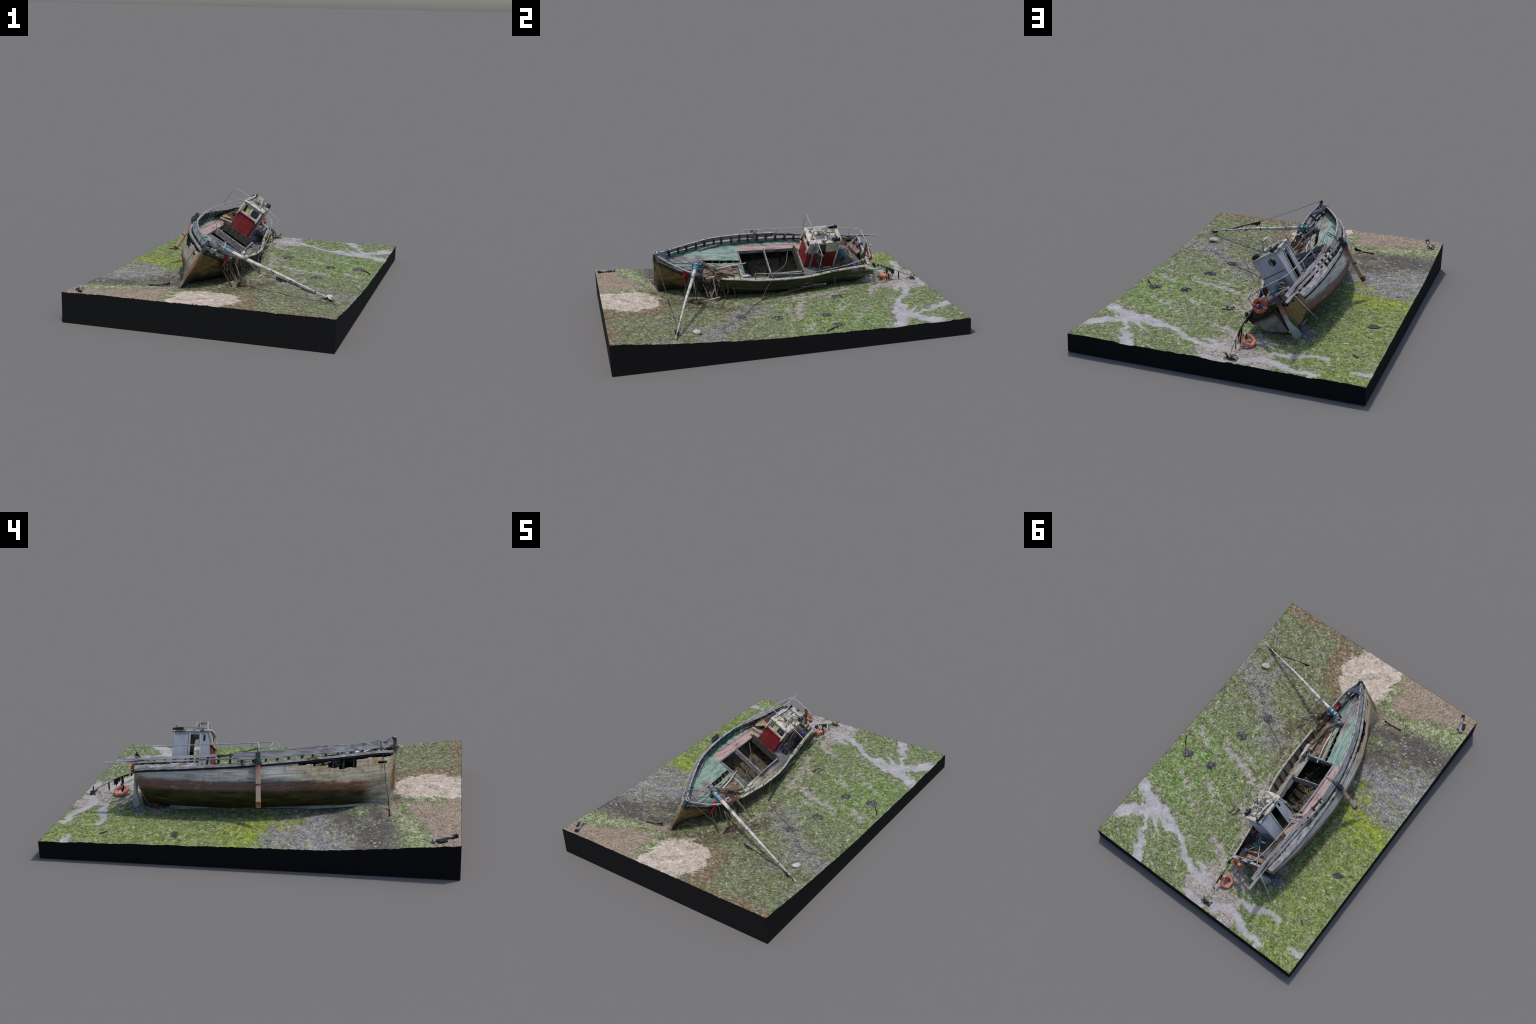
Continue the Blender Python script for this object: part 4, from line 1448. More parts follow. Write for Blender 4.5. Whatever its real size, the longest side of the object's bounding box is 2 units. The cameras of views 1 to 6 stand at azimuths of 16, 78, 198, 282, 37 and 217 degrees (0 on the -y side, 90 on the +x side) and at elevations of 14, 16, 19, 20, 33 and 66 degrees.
for nm, poly, holes, mat in (
        ('port_wall_forward', [(fy(ZB), ZB), (.334, ZB), (.334 + .004, ZR), (fy(ZR), ZR)], [], 'red_paint'),
        ('port_wall_aft', [(.380, ZB), (ay(ZB), ZB), (ay(ZR), ZR), (.384, ZR)], [], 'red_paint'),
        ('port_wall_upper', [(fy(ZR), ZR), (.338, ZR), (.340, .315), (.346, .322), (.374, .322), (.382, .315), (.384, ZR), (ay(ZR), ZR), (ay(ZT), ZT), (fy(ZT), ZT)],
         [rounded_rect(.310, .290, .022, .040, .005)], 'cream_paint')):
    # the wall plane faces +x: u along y, v along z
    panel(nm, poly, holes, .006, (WX1 - .002, 0, 0), (0, 1, 0), (0, 0, 1), mat, wh)
board('door_sill', (WX1, .334, .124), (WX1, .380, .124), .024, .007, 'red_paint', wh)
# starboard side, pale grey: forward pillar with a window, wide doorway, aft wall
for nm, poly, holes in (
        ('starboard_wall_forward', [(fy(ZB), ZB), (.322, ZB), (.325, ZT), (fy(ZT), ZT)], [rounded_rect(.304, .300, .013, .034, .004)]),
        ('starboard_wall_aft', [(.376, ZB), (ay(ZB), ZB), (ay(ZT), ZT), (.380, ZT)], []),
        ('starboard_lintel', [(.3255, .318), (.3795, .318), (.3795, ZT), (.3255, ZT)], [])):
    panel(nm, poly, holes, .006, (WX0 + .002, 0, 0), (0, 1, 0), (0, 0, 1), 'pale_grey_paint', wh)
board('door_jamb', (WX0 - .001, .377, .125), (WX0 - .001, .381, .325), .008, .008, 'cream_paint', wh, side=(0, 1, 0))
board('door_jamb', (WX0 - .001, .321, .125), (WX0 - .001, .324, .325), .006, .008, 'pale_grey_paint', wh, side=(0, 1, 0))
# aft wall, two sheets with a lapped seam and a broken window
an = Vector((0, AT - AB, dz)).normalized()
sa = 1 / an.z
ZA = .232
panel('aft_wall_lower', [(0, 0), (Wd, 0), (Wd, (ZA - ZB) * sa), (0, (ZA - ZB) * sa)], [], .006, (WX1, AB, ZB), (-1, 0, 0), an, 'pale_grey_paint', wh)
oct_ = [(.086 + .021 * math.cos(math.radians(22.5 + 45 * k)), (.292 - ZA) * sa + .024 * math.sin(math.radians(22.5 + 45 * k))) for k in range(8)]
panel('aft_wall_upper', [(0, 0), (Wd, 0), (Wd, (ZT - ZA) * sa), (0, (ZT - ZA) * sa)], [oct_], .006, Vector((WX1, AB, ZB)) + an * ((ZA - ZB) * sa + .001) + Vector((0, .002, 0)), (-1, 0, 0), an, 'pale_grey_paint', wh)
board('window_shard', (-.034, ay(.28) - .004, .272), (-.018, ay(.3) - .004, .303), .012, .004, 'dark_wood', wh, side=(1, 0, 0), jit=.003, seg=3)
board('rust_seam', (WX0, ay(ZA) + .0045, ZA), (WX1, ay(ZA) + .0045, ZA), .004, .003, 'rusty', wh)
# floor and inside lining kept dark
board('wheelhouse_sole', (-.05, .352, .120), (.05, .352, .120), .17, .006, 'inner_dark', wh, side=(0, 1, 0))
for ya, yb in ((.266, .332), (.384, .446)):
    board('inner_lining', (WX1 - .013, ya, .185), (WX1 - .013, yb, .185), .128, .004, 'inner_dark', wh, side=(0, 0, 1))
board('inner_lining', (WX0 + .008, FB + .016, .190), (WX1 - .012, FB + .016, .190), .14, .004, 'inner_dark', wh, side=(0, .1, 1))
# corner posts
for x, y0, y1_, mt in ((WX0, FB, FT, 'cream_paint'), (WX1, FB, FT, 'cream_paint'), (WX1, AB, AT, 'cream_paint'), (WX0, AB, AT, 'pale_grey_paint')):
    board('corner_post', (x, y0, ZM - .002 if y0 == FB else ZB), (x, y1_, ZT), .009, .009, mt, wh, side=(1, 0, 0))

# roof: cambered slab with overhang
nx, ny = 16, 20
V, F = [], []
for j in range(ny):
    y = FT - .014 + (AT - FT + .022) * j / (ny - 1)
    for i in range(nx):
        x = WX0 - .007 + (Wd + .014) * i / (nx - 1)
        u = (i / (nx - 1) - .5) * 2
        z = .349 - .004 * u * u - .010 * j / (ny - 1) + .0025 * float(fbm(np.array([x]), np.array([y]), 60, 2, 8)[0])
        V.append((x, y + (.006 * u * u if j == 0 else 0), z))
for j in range(ny - 1):
    for i in range(nx - 1):
        a = j * nx + i
        F.append((a, a + 1, a + nx + 1, a + nx))
o = add('roof', V, F, 'roof_paint', wh, smooth=True)
s = o.modifiers.new('thickness', 'SOLIDIFY')
s.thickness = .009
s.offset = -1
# radar stand
st = empty('roof_stand', wh)
st_parent = wh
c = [Vector((-.014, .303, .402)), Vector((.021, .301, .402)), Vector((.019, .355, .396)), Vector((-.013, .355, .398))]
V = c + [q + Vector((0, 0, -.006)) for q in c]
F = [(0, 1, 2, 3), (7, 6, 5, 4)] + [(i, (i + 1) % 4, 4 + (i + 1) % 4, 4 + i) for i in range(4)]
bpy.data.objects.remove(st)
fix_normals(add('stand_plate', V, F, 'cream_paint', wh))
for q, f in zip(c, ((-.036, .295), (.034, .287), (.034, .372), (-.030, .370))):
    board('stand_leg', q + Vector((0, 0, -.003)), (f[0], f[1], .344), .010, .005, 'cream_paint', wh, side=(0, 1, 0))
# litter on the roof
board('roof_oar', (-.060, .292, .352), (-.048, .405, .362), .012, .004, 'pipe', wh, side=(1, 0, 0))
board('roof_oar', (-.048, .40, .362), (-.056, .462, .356), .008, .004, 'pipe', wh, side=(1, 0, 0))
for k in range(14):
    x, y = R.uniform(-.05, .05), R.uniform(.30, .46)
    a = R.random() * 6.28
    d = Vector((math.cos(a), math.sin(a), 0)) * R.uniform(.006, .020)
    z = .350 - .01 * (y - .28) / .19 + R.uniform(0, .004)
    board('roof_litter', Vector((x, y, z)) - d, Vector((x, y, z)) + d, R.uniform(.004, .014), .003, R.choice(['roof_paint', 'white_band', 'tan_board', 'slate_grey', 'cream_paint']), wh, side=(d.y, -d.x, 0), jit=.002, seg=2)
tangle('roof_rope', (.012, .41, .345), (.030, .045, .003), 2, 6, .0013, 'blue_rope', wh, 4)
tangle('roof_cable', (.0, .39, .346), (.045, .05, .005), 3, 7, .0014, 'grey_rope', wh, 5)
# lamp shells and a rubber fender on the aft edge
V, F = tube_geo([(.050, .418, .342), (.053, .44, .350), (.056, .464, .346)], lambda f: .010 + .006 * math.sin(math.pi * f), 12)
add('lamp_shell', V, F, 'black_rubber', wh, smooth=True)
board('lamp_face', (.050, .428, .362), (.054, .456, .360), .016, .003, 'slate_grey', wh, side=(1, 0, 0))
board('roof_fender', (-.058, .420, .348), (-.050, .475, .344), .018, .014, 'black_rubber', wh, side=(1, 0, 0), jit=.003, seg=4)
board('roof_aft_strip', (-.05, .472, .338), (.06, .474, .334), .008, .010, 'cream_paint', wh, jit=.002, seg=4)
board('roof_hook', (-.05, .455, .350), (-.048, .462, .366), .006, .006, 'black_rubber', wh, jit=.002, seg=2)

# pipe arch over the wheelhouse
tube('pipe_arch', round_corners([(-.180, .303, .238), (-.171, .307, .366), (-.054, .315, .369), (-.050, .318, .345)], .012), .0020, 'pipe', boat)
tube('pipe_arch', round_corners([(.052, .316, .350), (.059, .314, .368), (.170, .322, .349), (.184, .312, .205)], .012), .0020, 'pipe', boat)
tube('exhaust_pipe', smooth_path([(.071, .289, .112), (.072, .296, .22), (.071, .305, .352)], 5), .0062, 'slate_grey', boat, 10)
board('wheelhouse_side_plank', (.072, .262, .125), (.073, .43, .115), .012, .006, 'mossy_pipe', boat)

# ---- guard rails ---------------------------------------------------------------
rs = empty('starboard_guard_rail', boat)
sr = [(-.190, -.112, .215), (-.184, -.094, .268), (-.186, .002, .257), (-.184, .134, .248), (-.172, .30, .240), (-.150, .50, .231), (-.134, .60, .229), (-.113, .664, .231)]
path = round_corners(sr[:2] + sr[2:3], .018)[:-1] + smooth_path(sr[2:], 6)
tube('guard_rail_pipe', path, .0026, 'pipe', rs)
for y in (-.045, .002, .134, .30, .44, .60):
    i = min(range(len(path)), key=lambda k: abs(path[k].y - y) + (9 if path[k].z < .225 else 0))
    tube('guard_rail_post', [bul_pt(y, .85, -1, -.004), path[i]], .0018, 'pipe', rs, 6)
tube('guard_rail_brace', [(-.186, .002, .257), (-.214, -.014, .200)], .0042, 'pipe', rs, 8)
ra = empty('stern_guard_rail', boat)
tube('guard_rail_pipe', round_corners([(-.113, .664, .231), (0, .674, .229), (.106, .668, .206), (.143, .513, .199)], .012), .0028, 'pipe', ra)
tube('guard_rail_post', [(0, .674, .229), (-.004, .690, .19)], .0035, 'slate_grey', ra, 8)
rp = empty('port_guard_rail', boat)
pr = [(.143, .513, .199), (.160, .42, .205), (.178, .30, .213), (.191, .16, .232), (.193, .02, .260), (.192, -.089, .279)]
pth = smooth_path(pr, 6) + [Vector((.198, -.098, .262)), Vector((.200, -.085, .230))]
tube('guard_rail_pipe', pth, .0026, 'mossy_pipe', rp)
for y in (.58, .513, .40, .27, .14, .02):
    i = min(range(len(pth)), key=lambda k: abs(pth[k].y - y))
    if y > .513:
        top = Vector((.121, .595, .203))
    else:
        top = pth[i]
    tube('guard_rail_post', [bul_pt(y, .95, 1, -.004), top], .0018, 'mossy_pipe', rp, 6)
tube('guard_rail_hoop', round_corners([(.174, -.338, .244), (.170, -.324, .309), (.184, -.190, .293), (.182, -.176, .236)], .016), .0024, 'mossy_pipe', rp)
tube('guard_rail_post', [(.180, -.215, .235), (.182, -.215, .296)], .0016, 'mossy_pipe', rp, 6)
# slack wire from the starboard rail to the hatch
tube('slack_wire', smooth_path([(-.185, .03, .256), (-.150, .045, .215), (-.105, .055, .178), (-.085, .03, .150)], 5), .0013, 'grey_rope', boat, 5)

# ---- legs, boom and loose gear -----------------------------------------------------
leg = empty('beaching_leg', boat)
lt, lf = L(-.325, -.014, .430), L(-.468, -.035, .199)


def leg_paint(t):
    o = t.obj()
    x, y, z = t.xyz(o)
    n = t.noise(t.scaled(o, (1, 1, .3)), 60, 4, .65)
    zz = t.m('ADD', z, t.m('MULTIPLY', t.m('SUBTRACT', n, .5), .06))
    col = t.ramp(t.m('DIVIDE', t.m('ADD', zz, .08), .28), [(.0, C(150, 108, 74)), (.12, C(184, 164, 140)), (.45, C(176, 160, 138)), (.58, C(168, 142, 124)), (.72, C(164, 112, 98)), (.80, C(120, 84, 74)), (.84, C(70, 70, 72)), (1, C(58, 58, 60))])
    return col, (n, .3, .002)


M['leg'] = material('beaching_leg_paint', leg_paint)
board('leg_beam', lf, lt, .022, .020, 'leg', leg, side=(0, 1, 0), jit=.001, seg=8)
board('leg_strap', lf.lerp(lt, .40) + Vector((-.001, 0, 0)), lf.lerp(lt, .425) + Vector((-.001, 0, 0)), .0235, .0225, 'rusty', leg, side=(0, 1, 0))
board('leg_foot_strap', lf.lerp(lt, .02), lf.lerp(lt, .10), .0235, .0225, 'rusty', leg, side=(0, 1, 0))
parts = []
for k in range(4):
    zc = lf.lerp(lt, .80 + .022 * k)
    ring = [zc + Vector((.016 * math.cos(a) - .002, .017 * math.sin(a), .003 * math.sin(2 * a + k))) for a in np.linspace(0, 2 * math.pi, 13)]
    parts.append(tube_geo(ring, .0022, 5))
parts.append(tube_geo(smooth_path([lf.lerp(lt, .86), L(-.29, -.005, .425), L(-.262, -.002, .438), L(-.245, .0, .45)], 4), .002, 5))
V, F = merge(parts)
add('leg_lashing', V, F, 'navy_rope', leg, smooth=True)

bt, b0 = L(.69, -.652, .150), L(-.045, -.418, .338)
bm_ = empty('fallen_mast', boat)
tube('mast_spar', smooth_path([b0, b0.lerp(bt, .25) + Vector((0, .002, -.001)), b0.lerp(bt, .5) + Vector((0, -.002, .003)), b0.lerp(bt, .75) + Vector((0, 0, .001)), bt], 10), lambda f: .0115 - .0085 * f ** 1.3, 'bleached_spar', bm_, 12, .05)
for f in (.22, .46, .60, .80):
    p = b0.lerp(bt, f)
    d = (bt - b0).normalized()
    r = .0115 - .0085 * f ** 1.3 + .0022
    tube('mast_band', [p - d * .003, p + d * .003], r, 'rusty' if f != .22 else 'blue_rope', bm_, 12)
board('mast_cleat', b0.lerp(bt, .60), b0.lerp(bt, .60) + Vector((.004, -.018, .010)), .006, .004, 'pale_rail', bm_)
tangle('mast_weed', bt - (bt - b0).normalized() * .07 - Vector((0, 0, .006)), (.030, .012, .010), 7, 6, .0016, 'weed', bm_, 71)
# lashings and the bitts at the mast heel
parts = []
d = (bt - b0).normalized()
s1 = d.orthogonal().normalized()
s2 = d.cross(s1)
for k in range(8):
    cc = b0 + d * (.004 + .0105 * k)
    rr = .0135 + .003 * R.random()
    tilt = R.uniform(-.006, .006)
    ring = [cc + (s1 * math.cos(a) + s2 * math.sin(a)) * rr + d * tilt * math.cos(a) for a in np.linspace(0, 2 * math.pi, 13)]
    parts.append(tube_geo(ring, .0019, 5))
V, F = merge(parts)
add('mast_lashing', V, F, 'blue_rope', bm_, smooth=True)
tangle('loose_lashing', b0 + d * .045 + Vector((0, 0, .0)), (.026, .026, .010), 4, 6, .0015, 'blue_rope', bm_, 9)
tube('mast_heel_wrap', [b0 + d * .012, b0 + d * .028], .0135, 'white_band', bm_, 10, .15)
board('mast_bitt', (.020, -.395, .195), (.030, -.405, .268), .024, .020, 'slate_grey', boat, jit=.002, seg=3)
board('mast_bitt', (.045, -.43, .205), (.052, -.435, .262), .020, .018, 'dark_wood', boat, jit=.002, seg=3)
board('bitt_crosspiece', (.0, -.385, .244), (.050, -.40, .246), .024, .018, 'grey_wood', boat, jit=.002, seg=3)
board('mast_step_block', (.012, -.37, .20), (.085, -.41, .225), .028, .022, 'slate_grey', boat, jit=.003, seg=4)
# red cloth draped over the port bow rail
RC = random.Random(12)
V, F = [], []
nx, ny = 10, 16
for j in range(ny):
    f = j / (ny - 1)
    c = Vector((.086, -.480, .262)).lerp(Vector((.112, -.492, .268)), min(1, f / .6)) if f < .6 else Vector((.112, -.492, .268)).lerp(Vector((.121, -.512, .216)), (f - .6) / .4)
    for i in range(nx):
        u = i / (nx - 1) - .5
        V.append(c + Vector((RC.gauss(0, .0025), u * (.042 - .02 * f), .007 * math.sin(i * 1.9 + j * .8) + RC.gauss(0, .002))))
for j in range(ny - 1):
    for i in range(nx - 1):
        a = j * nx + i
        F.append((a, a + 1, a + nx + 1, a + nx))
o = add('red_cloth', V, F, 'red_cloth', boat, smooth=True)
s = o.modifiers.new('thickness', 'SOLIDIFY')
s.thickness = .002
# spars lying on the foredeck
tube('white_spar', [(.058, -.345, .205), (.040, -.22, .200), (.016, -.105, .184)], lambda f: .0042, 'bleached_spar', boat, 8)
tube('weedy_log', smooth_path([(.022, -.385, .246), (.07, -.33, .240), (.105, -.26, .218), (.128, -.20, .212)], 6), lambda f: .010 - .004 * f, 'pale_weed', boat, 8, .5)
tube('davit_hook', smooth_path([(.128, -.165, .185), (.132, -.15, .205), (.126, -.125, .208), (.120, -.118, .192)], 5), .0045, 'slate_grey', boat, 8)
tube('plastic_bottle', [(.139, -.155, .205), (.140, -.115, .206), (.140, -.108, .206), (.140, -.102, .206)], lambda f: .008 if f < .5 else .004, 'white_band', boat, 10)

# ropes at the bow
tube('bow_mooring_rope', smooth_path([(.03, -.60, .318), (-.02, -.592, .325), (-.045, -.595, .312), (-.043, -.61, .242), (-.045, -.622, .168), (-.044, -.630, .092), (-.062, -.645, .03), L(-.285, -.652, .150)] + [L(x, y, gz(x, y) + .006) for x, y in ((-.32, -.655), (-.37, -.66))], 5), .0016, 'navy_rope', boat, 6)
tube('bow_mooring_rope', smooth_path([(.002, -.645, .35), (.02, -.57, .31), (.045, -.50, .285), (.06, -.44, .272)], 5), .0014, 'navy_rope', boat, 6)
tube('bow_mooring_rope', smooth_path([(.06, -.44, .272), (.0, -.52, .31), (-.045, -.585, .322)], 5), .0014, 'navy_rope', boat, 6)
tube('hanging_rope_end', smooth_path([(.004, -.668, .348), (.006, -.676, .31), (.010, -.674, .262)], 5), .0013, 'blue_rope', boat, 5)
wire_a, wire_b = L(-.030, -.664, .432), L(.545, -.627, .186)
tube('stay_wire', smooth_path([wire_a, L(.16, -.652, .338), L(.352, -.639, .257), wire_b], 6) + [ L(.62, -.625, gz(.62, -.625) + .004)], .0012, 'grey_rope', boat, 6)


def weed_flag(name, pa, pb, drop, parent, seed, n=14, mat='weed'):
    """ragged curtain of weed hanging from the line pa-pb (boat frame), falling along world -z"""
    RR = random.Random(seed)
    down = (BINV.to_3x3() @ Vector((0, 0, -1))).normalized()
    pa, pb = Vector(pa), Vector(pb)
    across = (pb - pa).cross(down).normalized()
    A, B, T = [], [], []
    for i in range(n):
        f = i / (n - 1)
        p = pa.lerp(pb, f)
        dd = (drop(f) if callable(drop) else drop) * RR.uniform(.55, 1.15)
        A.append(p - down * .001 + across * RR.uniform(-.001, .001))
        B.append(p + down * dd + across * RR.uniform(-.002, .002))
        T.append(across * .0022)
    V, F = strip_geo(A, B, T)
    return fix_normals(add(name, V, F, mat, parent))


weed_flag('weed_curtain', L(.335, -.640, .263), L(.392, -.637, .243), lambda f: .030 * (1 - .6 * f), boat, 1)
weed_flag('weed_curtain', L(.392, -.637, .243), L(.475, -.632, .212), .007, boat, 2, 18)
weed_flag('weed_curtain', L(.475, -.632, .212), wire_b, lambda f: .016 * (1 - f * .7), boat, 3, 16)
weed_flag('weed_curtain', L(-.262, -.645, .175), L(-.315, -.655, .155), lambda f: .026 * (1 - f), boat, 4, 10)
weed_flag('weed_curtain', L(-.315, -.655, .155), L(-.38, -.662, gz(-.38, -.662) + .008), .007, boat, 5, 14)

# weed, net and poles hanging from the broken port bulwark
parts = []
down = (BINV.to_3x3() @ Vector((0, 0, -1))).normalized()
for k in range(18):
    y = R.uniform(-.50, -.22)
    p = bul_pt(y, R.uniform(.0, .8), 1, .006)
    ln_ = .02 + .11 * R.random() ** 2.2
    q = p + down * ln_ + Vector((R.uniform(-.012, .012), R.uniform(-.02, .02), 0))
    parts.append(tube_geo(smooth_path([p, p.lerp(q, .5) + Vector((R.uniform(-.008, .008), R.uniform(-.008, .008), 0)), q], 4), lambda f: .0022 - .0014 * f, 5))
V, F = merge(parts)
o = add('hanging_weed', V, F, 'pale_weed', boat, smooth=True)
o['kind'] = 'stuff'
parts = []
for k in range(34):
    y = R.uniform(-.52, -.26)
    p = bul_pt(y, R.uniform(-.2, .6), 1, .004)
    q = p + down * (.015 + .07 * R.random() ** 1.8) + Vector((0, R.uniform(-.02, .02), 0))
    parts.append(box_geo(p, q, R.uniform(.004, .012), .0025, (0, 1, 0), .4, .002, 4))
V, F = merge(parts)
o = add('hanging_weed_blades', V, F, 'weed', boat)
o['kind'] = 'stuff'
for k in range(8):
    y = R.uniform(-.50, -.27)
    a = bul_pt(y, R.uniform(-.8, .0), 1, -.010)
    wx_, wy_ = R.uniform(.0, .06), y + R.uniform(-.05, .05)
    b = L(wx_, wy_, gz(wx_, wy_) + .004)
    if (b - a).length > .16:
        b = a.lerp(b, .16 / (b - a).length)
    board('fallen_plank', a, b, R.uniform(.006, .014), .005, R.choice(['dark_wood', 'dark_wood', 'inner_dark', 'brown_debris']), boat, side=(0, 1, .2), jit=.004, seg=5, taper=.7)
tangle('torn_net', (.150, -.345, .222), (.016, .060, .014), 6, 8, .0014, 'brown_net', boat, 21)
tangle('deck_net', (.105, -.29, .203), (.030, .060, .006), 7, 8, .0014, 'brown_net', boat, 22)
tube('hanging_pole', [L(.060, -.339, .274), L(.159, -.337, .184)], .0042, 'grey_rope', boat, 8, .2)
tube('hanging_crosspole', [L(.190, -.322, .191), L(.125, -.425, .150)], .0042, 'pale_rail', boat, 8, .2)
tube('hanging_pole', [L(.050, -.452, .262), L(.085, -.447, .160)], .0032, 'grey_rope', boat, 8, .3)
tangle('fallen_net', L(.096, -.441, .143), (.016, .030, .016), 9, 8, .0018, 'brown_net', boat, 23)
tangle('fallen_net', L(.08, -.46, .146), (.012, .03, .012), 6, 8, .0018, 'weed', boat, 24)
# rope over the port rail down to the mud, and spar along the bilge
tube('port_mooring_rope', smooth_path([(.10, .035, .176), (.150, .03, .195), (.200, .012, .212), L(.060, -.02, .165), L(.082, -.055, gz(.082, -.055) + .006)] + [L(x, y, gz(x, y) + .003) for x, y in ((.14, -.10), (.22, -.15), (.30, -.19), (.36, -.235))], 5), .0017, 'grey_rope', boat, 6)
tube('bilge_spar', smooth_path([L(.078, -.055, .112), L(.054, .033, .119), L(.032, .114, .124), L(.016, .191, .132), L(.0, .28, .142)], 5), .0050, 'dark_wood', boat, 8, .25)
weed_flag('weed_curtain', (.214, .12, .128), (.20, .36, .11), .012, boat, 8, 26)
tube('hanging_rope_end', [bul_pt(.43, .5, 1, .008), bul_pt(.43, .5, 1, .008) + down * .085], .0014, 'grey_rope', boat, 5)
for q in (.13, .20, .27):
    p = hull_pt(q, .97, 1) + Vector((.006, 0, 0))
    board('lifting_strake', p, p + Vector((.002, .10, -.004)), .010, .006, 'pale_rail', boat, jit=.002, seg=4)

# ---- aft deck gear -----------------------------------------------------------------
bmx = bmesh.new()
bmesh.ops.create_uvsphere(bmx, u_segments=20, v_segments=14, radius=.0125)
me = bpy.data.meshes.new('blue_buoy')
bmx.to_mesh(me)
bmx.free()
me.materials.append(M['blue_float'])
me.polygons.foreach_set('use_smooth', [True] * len(me.polygons))
share('blue_buoy', me, Matrix.Translation((.089, .581, .128)), boat)
tangle('net_heap', (.118, .40, .108), (.034, .055, .014), 22, 9, .0018, 'dark_net', boat, 31)
tangle('net_heap', (.105, .50, .112), (.040, .055, .014), 22, 9, .0018, 'dark_net', boat, 32)
tangle('net_heap', (.085, .57, .116), (.050, .040, .012), 14, 9, .0018, 'brown_net', boat, 33)
tangle('net_heap', (-.09, .42, .126), (.030, .09, .008), 14, 9, .0016, 'brown_net', boat, 36)
for k in range(4):
    ring = [Vector((.110 + (.022 - .003 * k) * math.cos(a), .345 + (.022 - .003 * k) * math.sin(a), .121 + .003 * k)) for a in np.linspace(0, 2 * math.pi, 17)]
    tube('rope_coil', ring, .0026, 'dark_net', boat, 6)
tangle('turquoise_rope_heap', (-.002, .507, .170), (.018, .020, .014), 6, 8, .0018, 'blue_rope', boat, 34)
tangle('turquoise_rope_heap', (.03, .53, .155), (.03, .03, .006), 3, 7, .0014, 'blue_rope', boat, 35)
board('deck_winch_post', (.0, .50, .13), (-.004, .507, .185), .016, .014, 'slate_grey', boat, jit=.002, seg=3)
board('leaning_board', (-.015, .475, .135), (-.028, .470, .205), .034, .004, 'slate_grey', boat, side=(1, .3, 0))
ring = [Vector((-.034 + .013 * math.cos(a), .512 + .006 * math.sin(a), .178 + .013 * math.sin(a))) for a in np.linspace(0, 2 * math.pi, 17)]
tube('basket_hoop', ring, .003, 'tan_board', boat, 6)
tube('stern_brace', [(-.113, .662, .184), (-.017, .534, .166)], .0032, 'pale_rail', boat, 8)
tube('stern_brace', [(.0, .535, .160), (.075, .60, .145)], .0028, 'tan_board', boat, 8)
board('stern_timber', (.0, .676, .222), (.062, .642, .150), .014, .012, 'dark_wood', boat, side=(0, 1, 0), jit=.002, seg=4)
board('stern_rail_board', (-.122, .655, .176), (.118, .660, .150), .014, .010, 'pale_rail', boat, side=(0, 1, 0), jit=.0015, seg=8)
for x in (-.10, -.055, .03, .08, .105):
    bar_between('stern_upright', (x, .630, .10), (x, .652, .172 - (x + .12) * .10), .013, .010, boat, along=(1, 0, 0))
board('stern_torn_plank', (-.125, .640, .140), (-.02, .645, .128), .018, .007, 'brown_debris', boat, jit=.003, seg=6)
board('stern_torn_plank', (-.02, .640, .118), (.12, .640, .112), .022, .007, 'dark_wood', boat, jit=.003, seg=6)
board('stern_inner_plank', (-.128, .56, .150), (-.115, .640, .155), .016, .008, 'brown_debris', boat, jit=.003, seg=4)
board('stern_knee', (-.12, .600, .118), (.02, .622, .158), .030, .008, 'brown_debris', boat, side=(0, 1, .3), jit=.004, seg=7)
board('deck_rib', (-.060, .565, .140), (.075, .588, .136), .012, .008, 'brown_debris', boat, jit=.002, seg=5)
# boards leaning against the starboard side of the wheelhouse
V = [Vector(p) for p in ((-.156, .415, .140), (-.140, .300, .156), (-.088, .392, .152))]
V += [v + Vector((.0, 0, .006)) for v in V]
F = [(0, 1, 2), (5, 4, 3), (0, 1, 4, 3), (1, 2, 5, 4), (2, 0, 3, 5)]
fix_normals(add('leaning_tan_board', V, F, 'tan_board', boat))
board('leaning_board', (-.145, .285, .152), (-.070, .300, .166), .010, .006, 'cream_paint', boat, jit=.001, seg=3)
board('leaning_board', (-.150, .42, .150), (-.086, .396, .160), .010, .006, 'rusty', boat, jit=.001, seg=3)
board('leaning_board', (-.125, .24, .150), (-.072, .262, .153), .016, .005, 'tan_board', boat, side=(0, 1, 0), jit=.002, seg=3)
board('gutter_plank', (-.146, .33, .148), (-.120, .62, .146), .010, .006, 'tan_board', boat, jit=.002, seg=8)
tube('boat_stick', [(-.116, .665, .184), (-.179, .725, .081), (-.226, .769, .004)], .0012, 'pipe', boat, 6)

# ---- lifebuoys --------------------------------------------------------------------
def ring_geo(R0, r, squash=0.0, seg=36, sides=14, lump=0.0):
    V, F = [], []
    for i in range(seg):
        a = 2 * math.pi * i / seg
        k = 1 + squash * math.cos(2 * a) + lump * math.sin(5 * a + 1)
        c = Vector((R0 * k * math.cos(a), R0 * k * math.sin(a), .0 + lump * .2 * R0 * math.sin(3 * a)))
        rad = Vector((math.cos(a), math.sin(a), 0))
        for j in range(sides):
            b = 2 * math.pi * j / sides
            V.append(c + (rad * math.cos(b) + Vector((0, 0, 1)) * math.sin(b) * 1.05) * r)
    for i in range(seg):
        for j in range(sides):
            F.append((i * sides + j, ((i + 1) % seg) * sides + j, ((i + 1) % seg) * sides + (j + 1) % sides, i * sides + (j + 1) % sides))
    return V, F


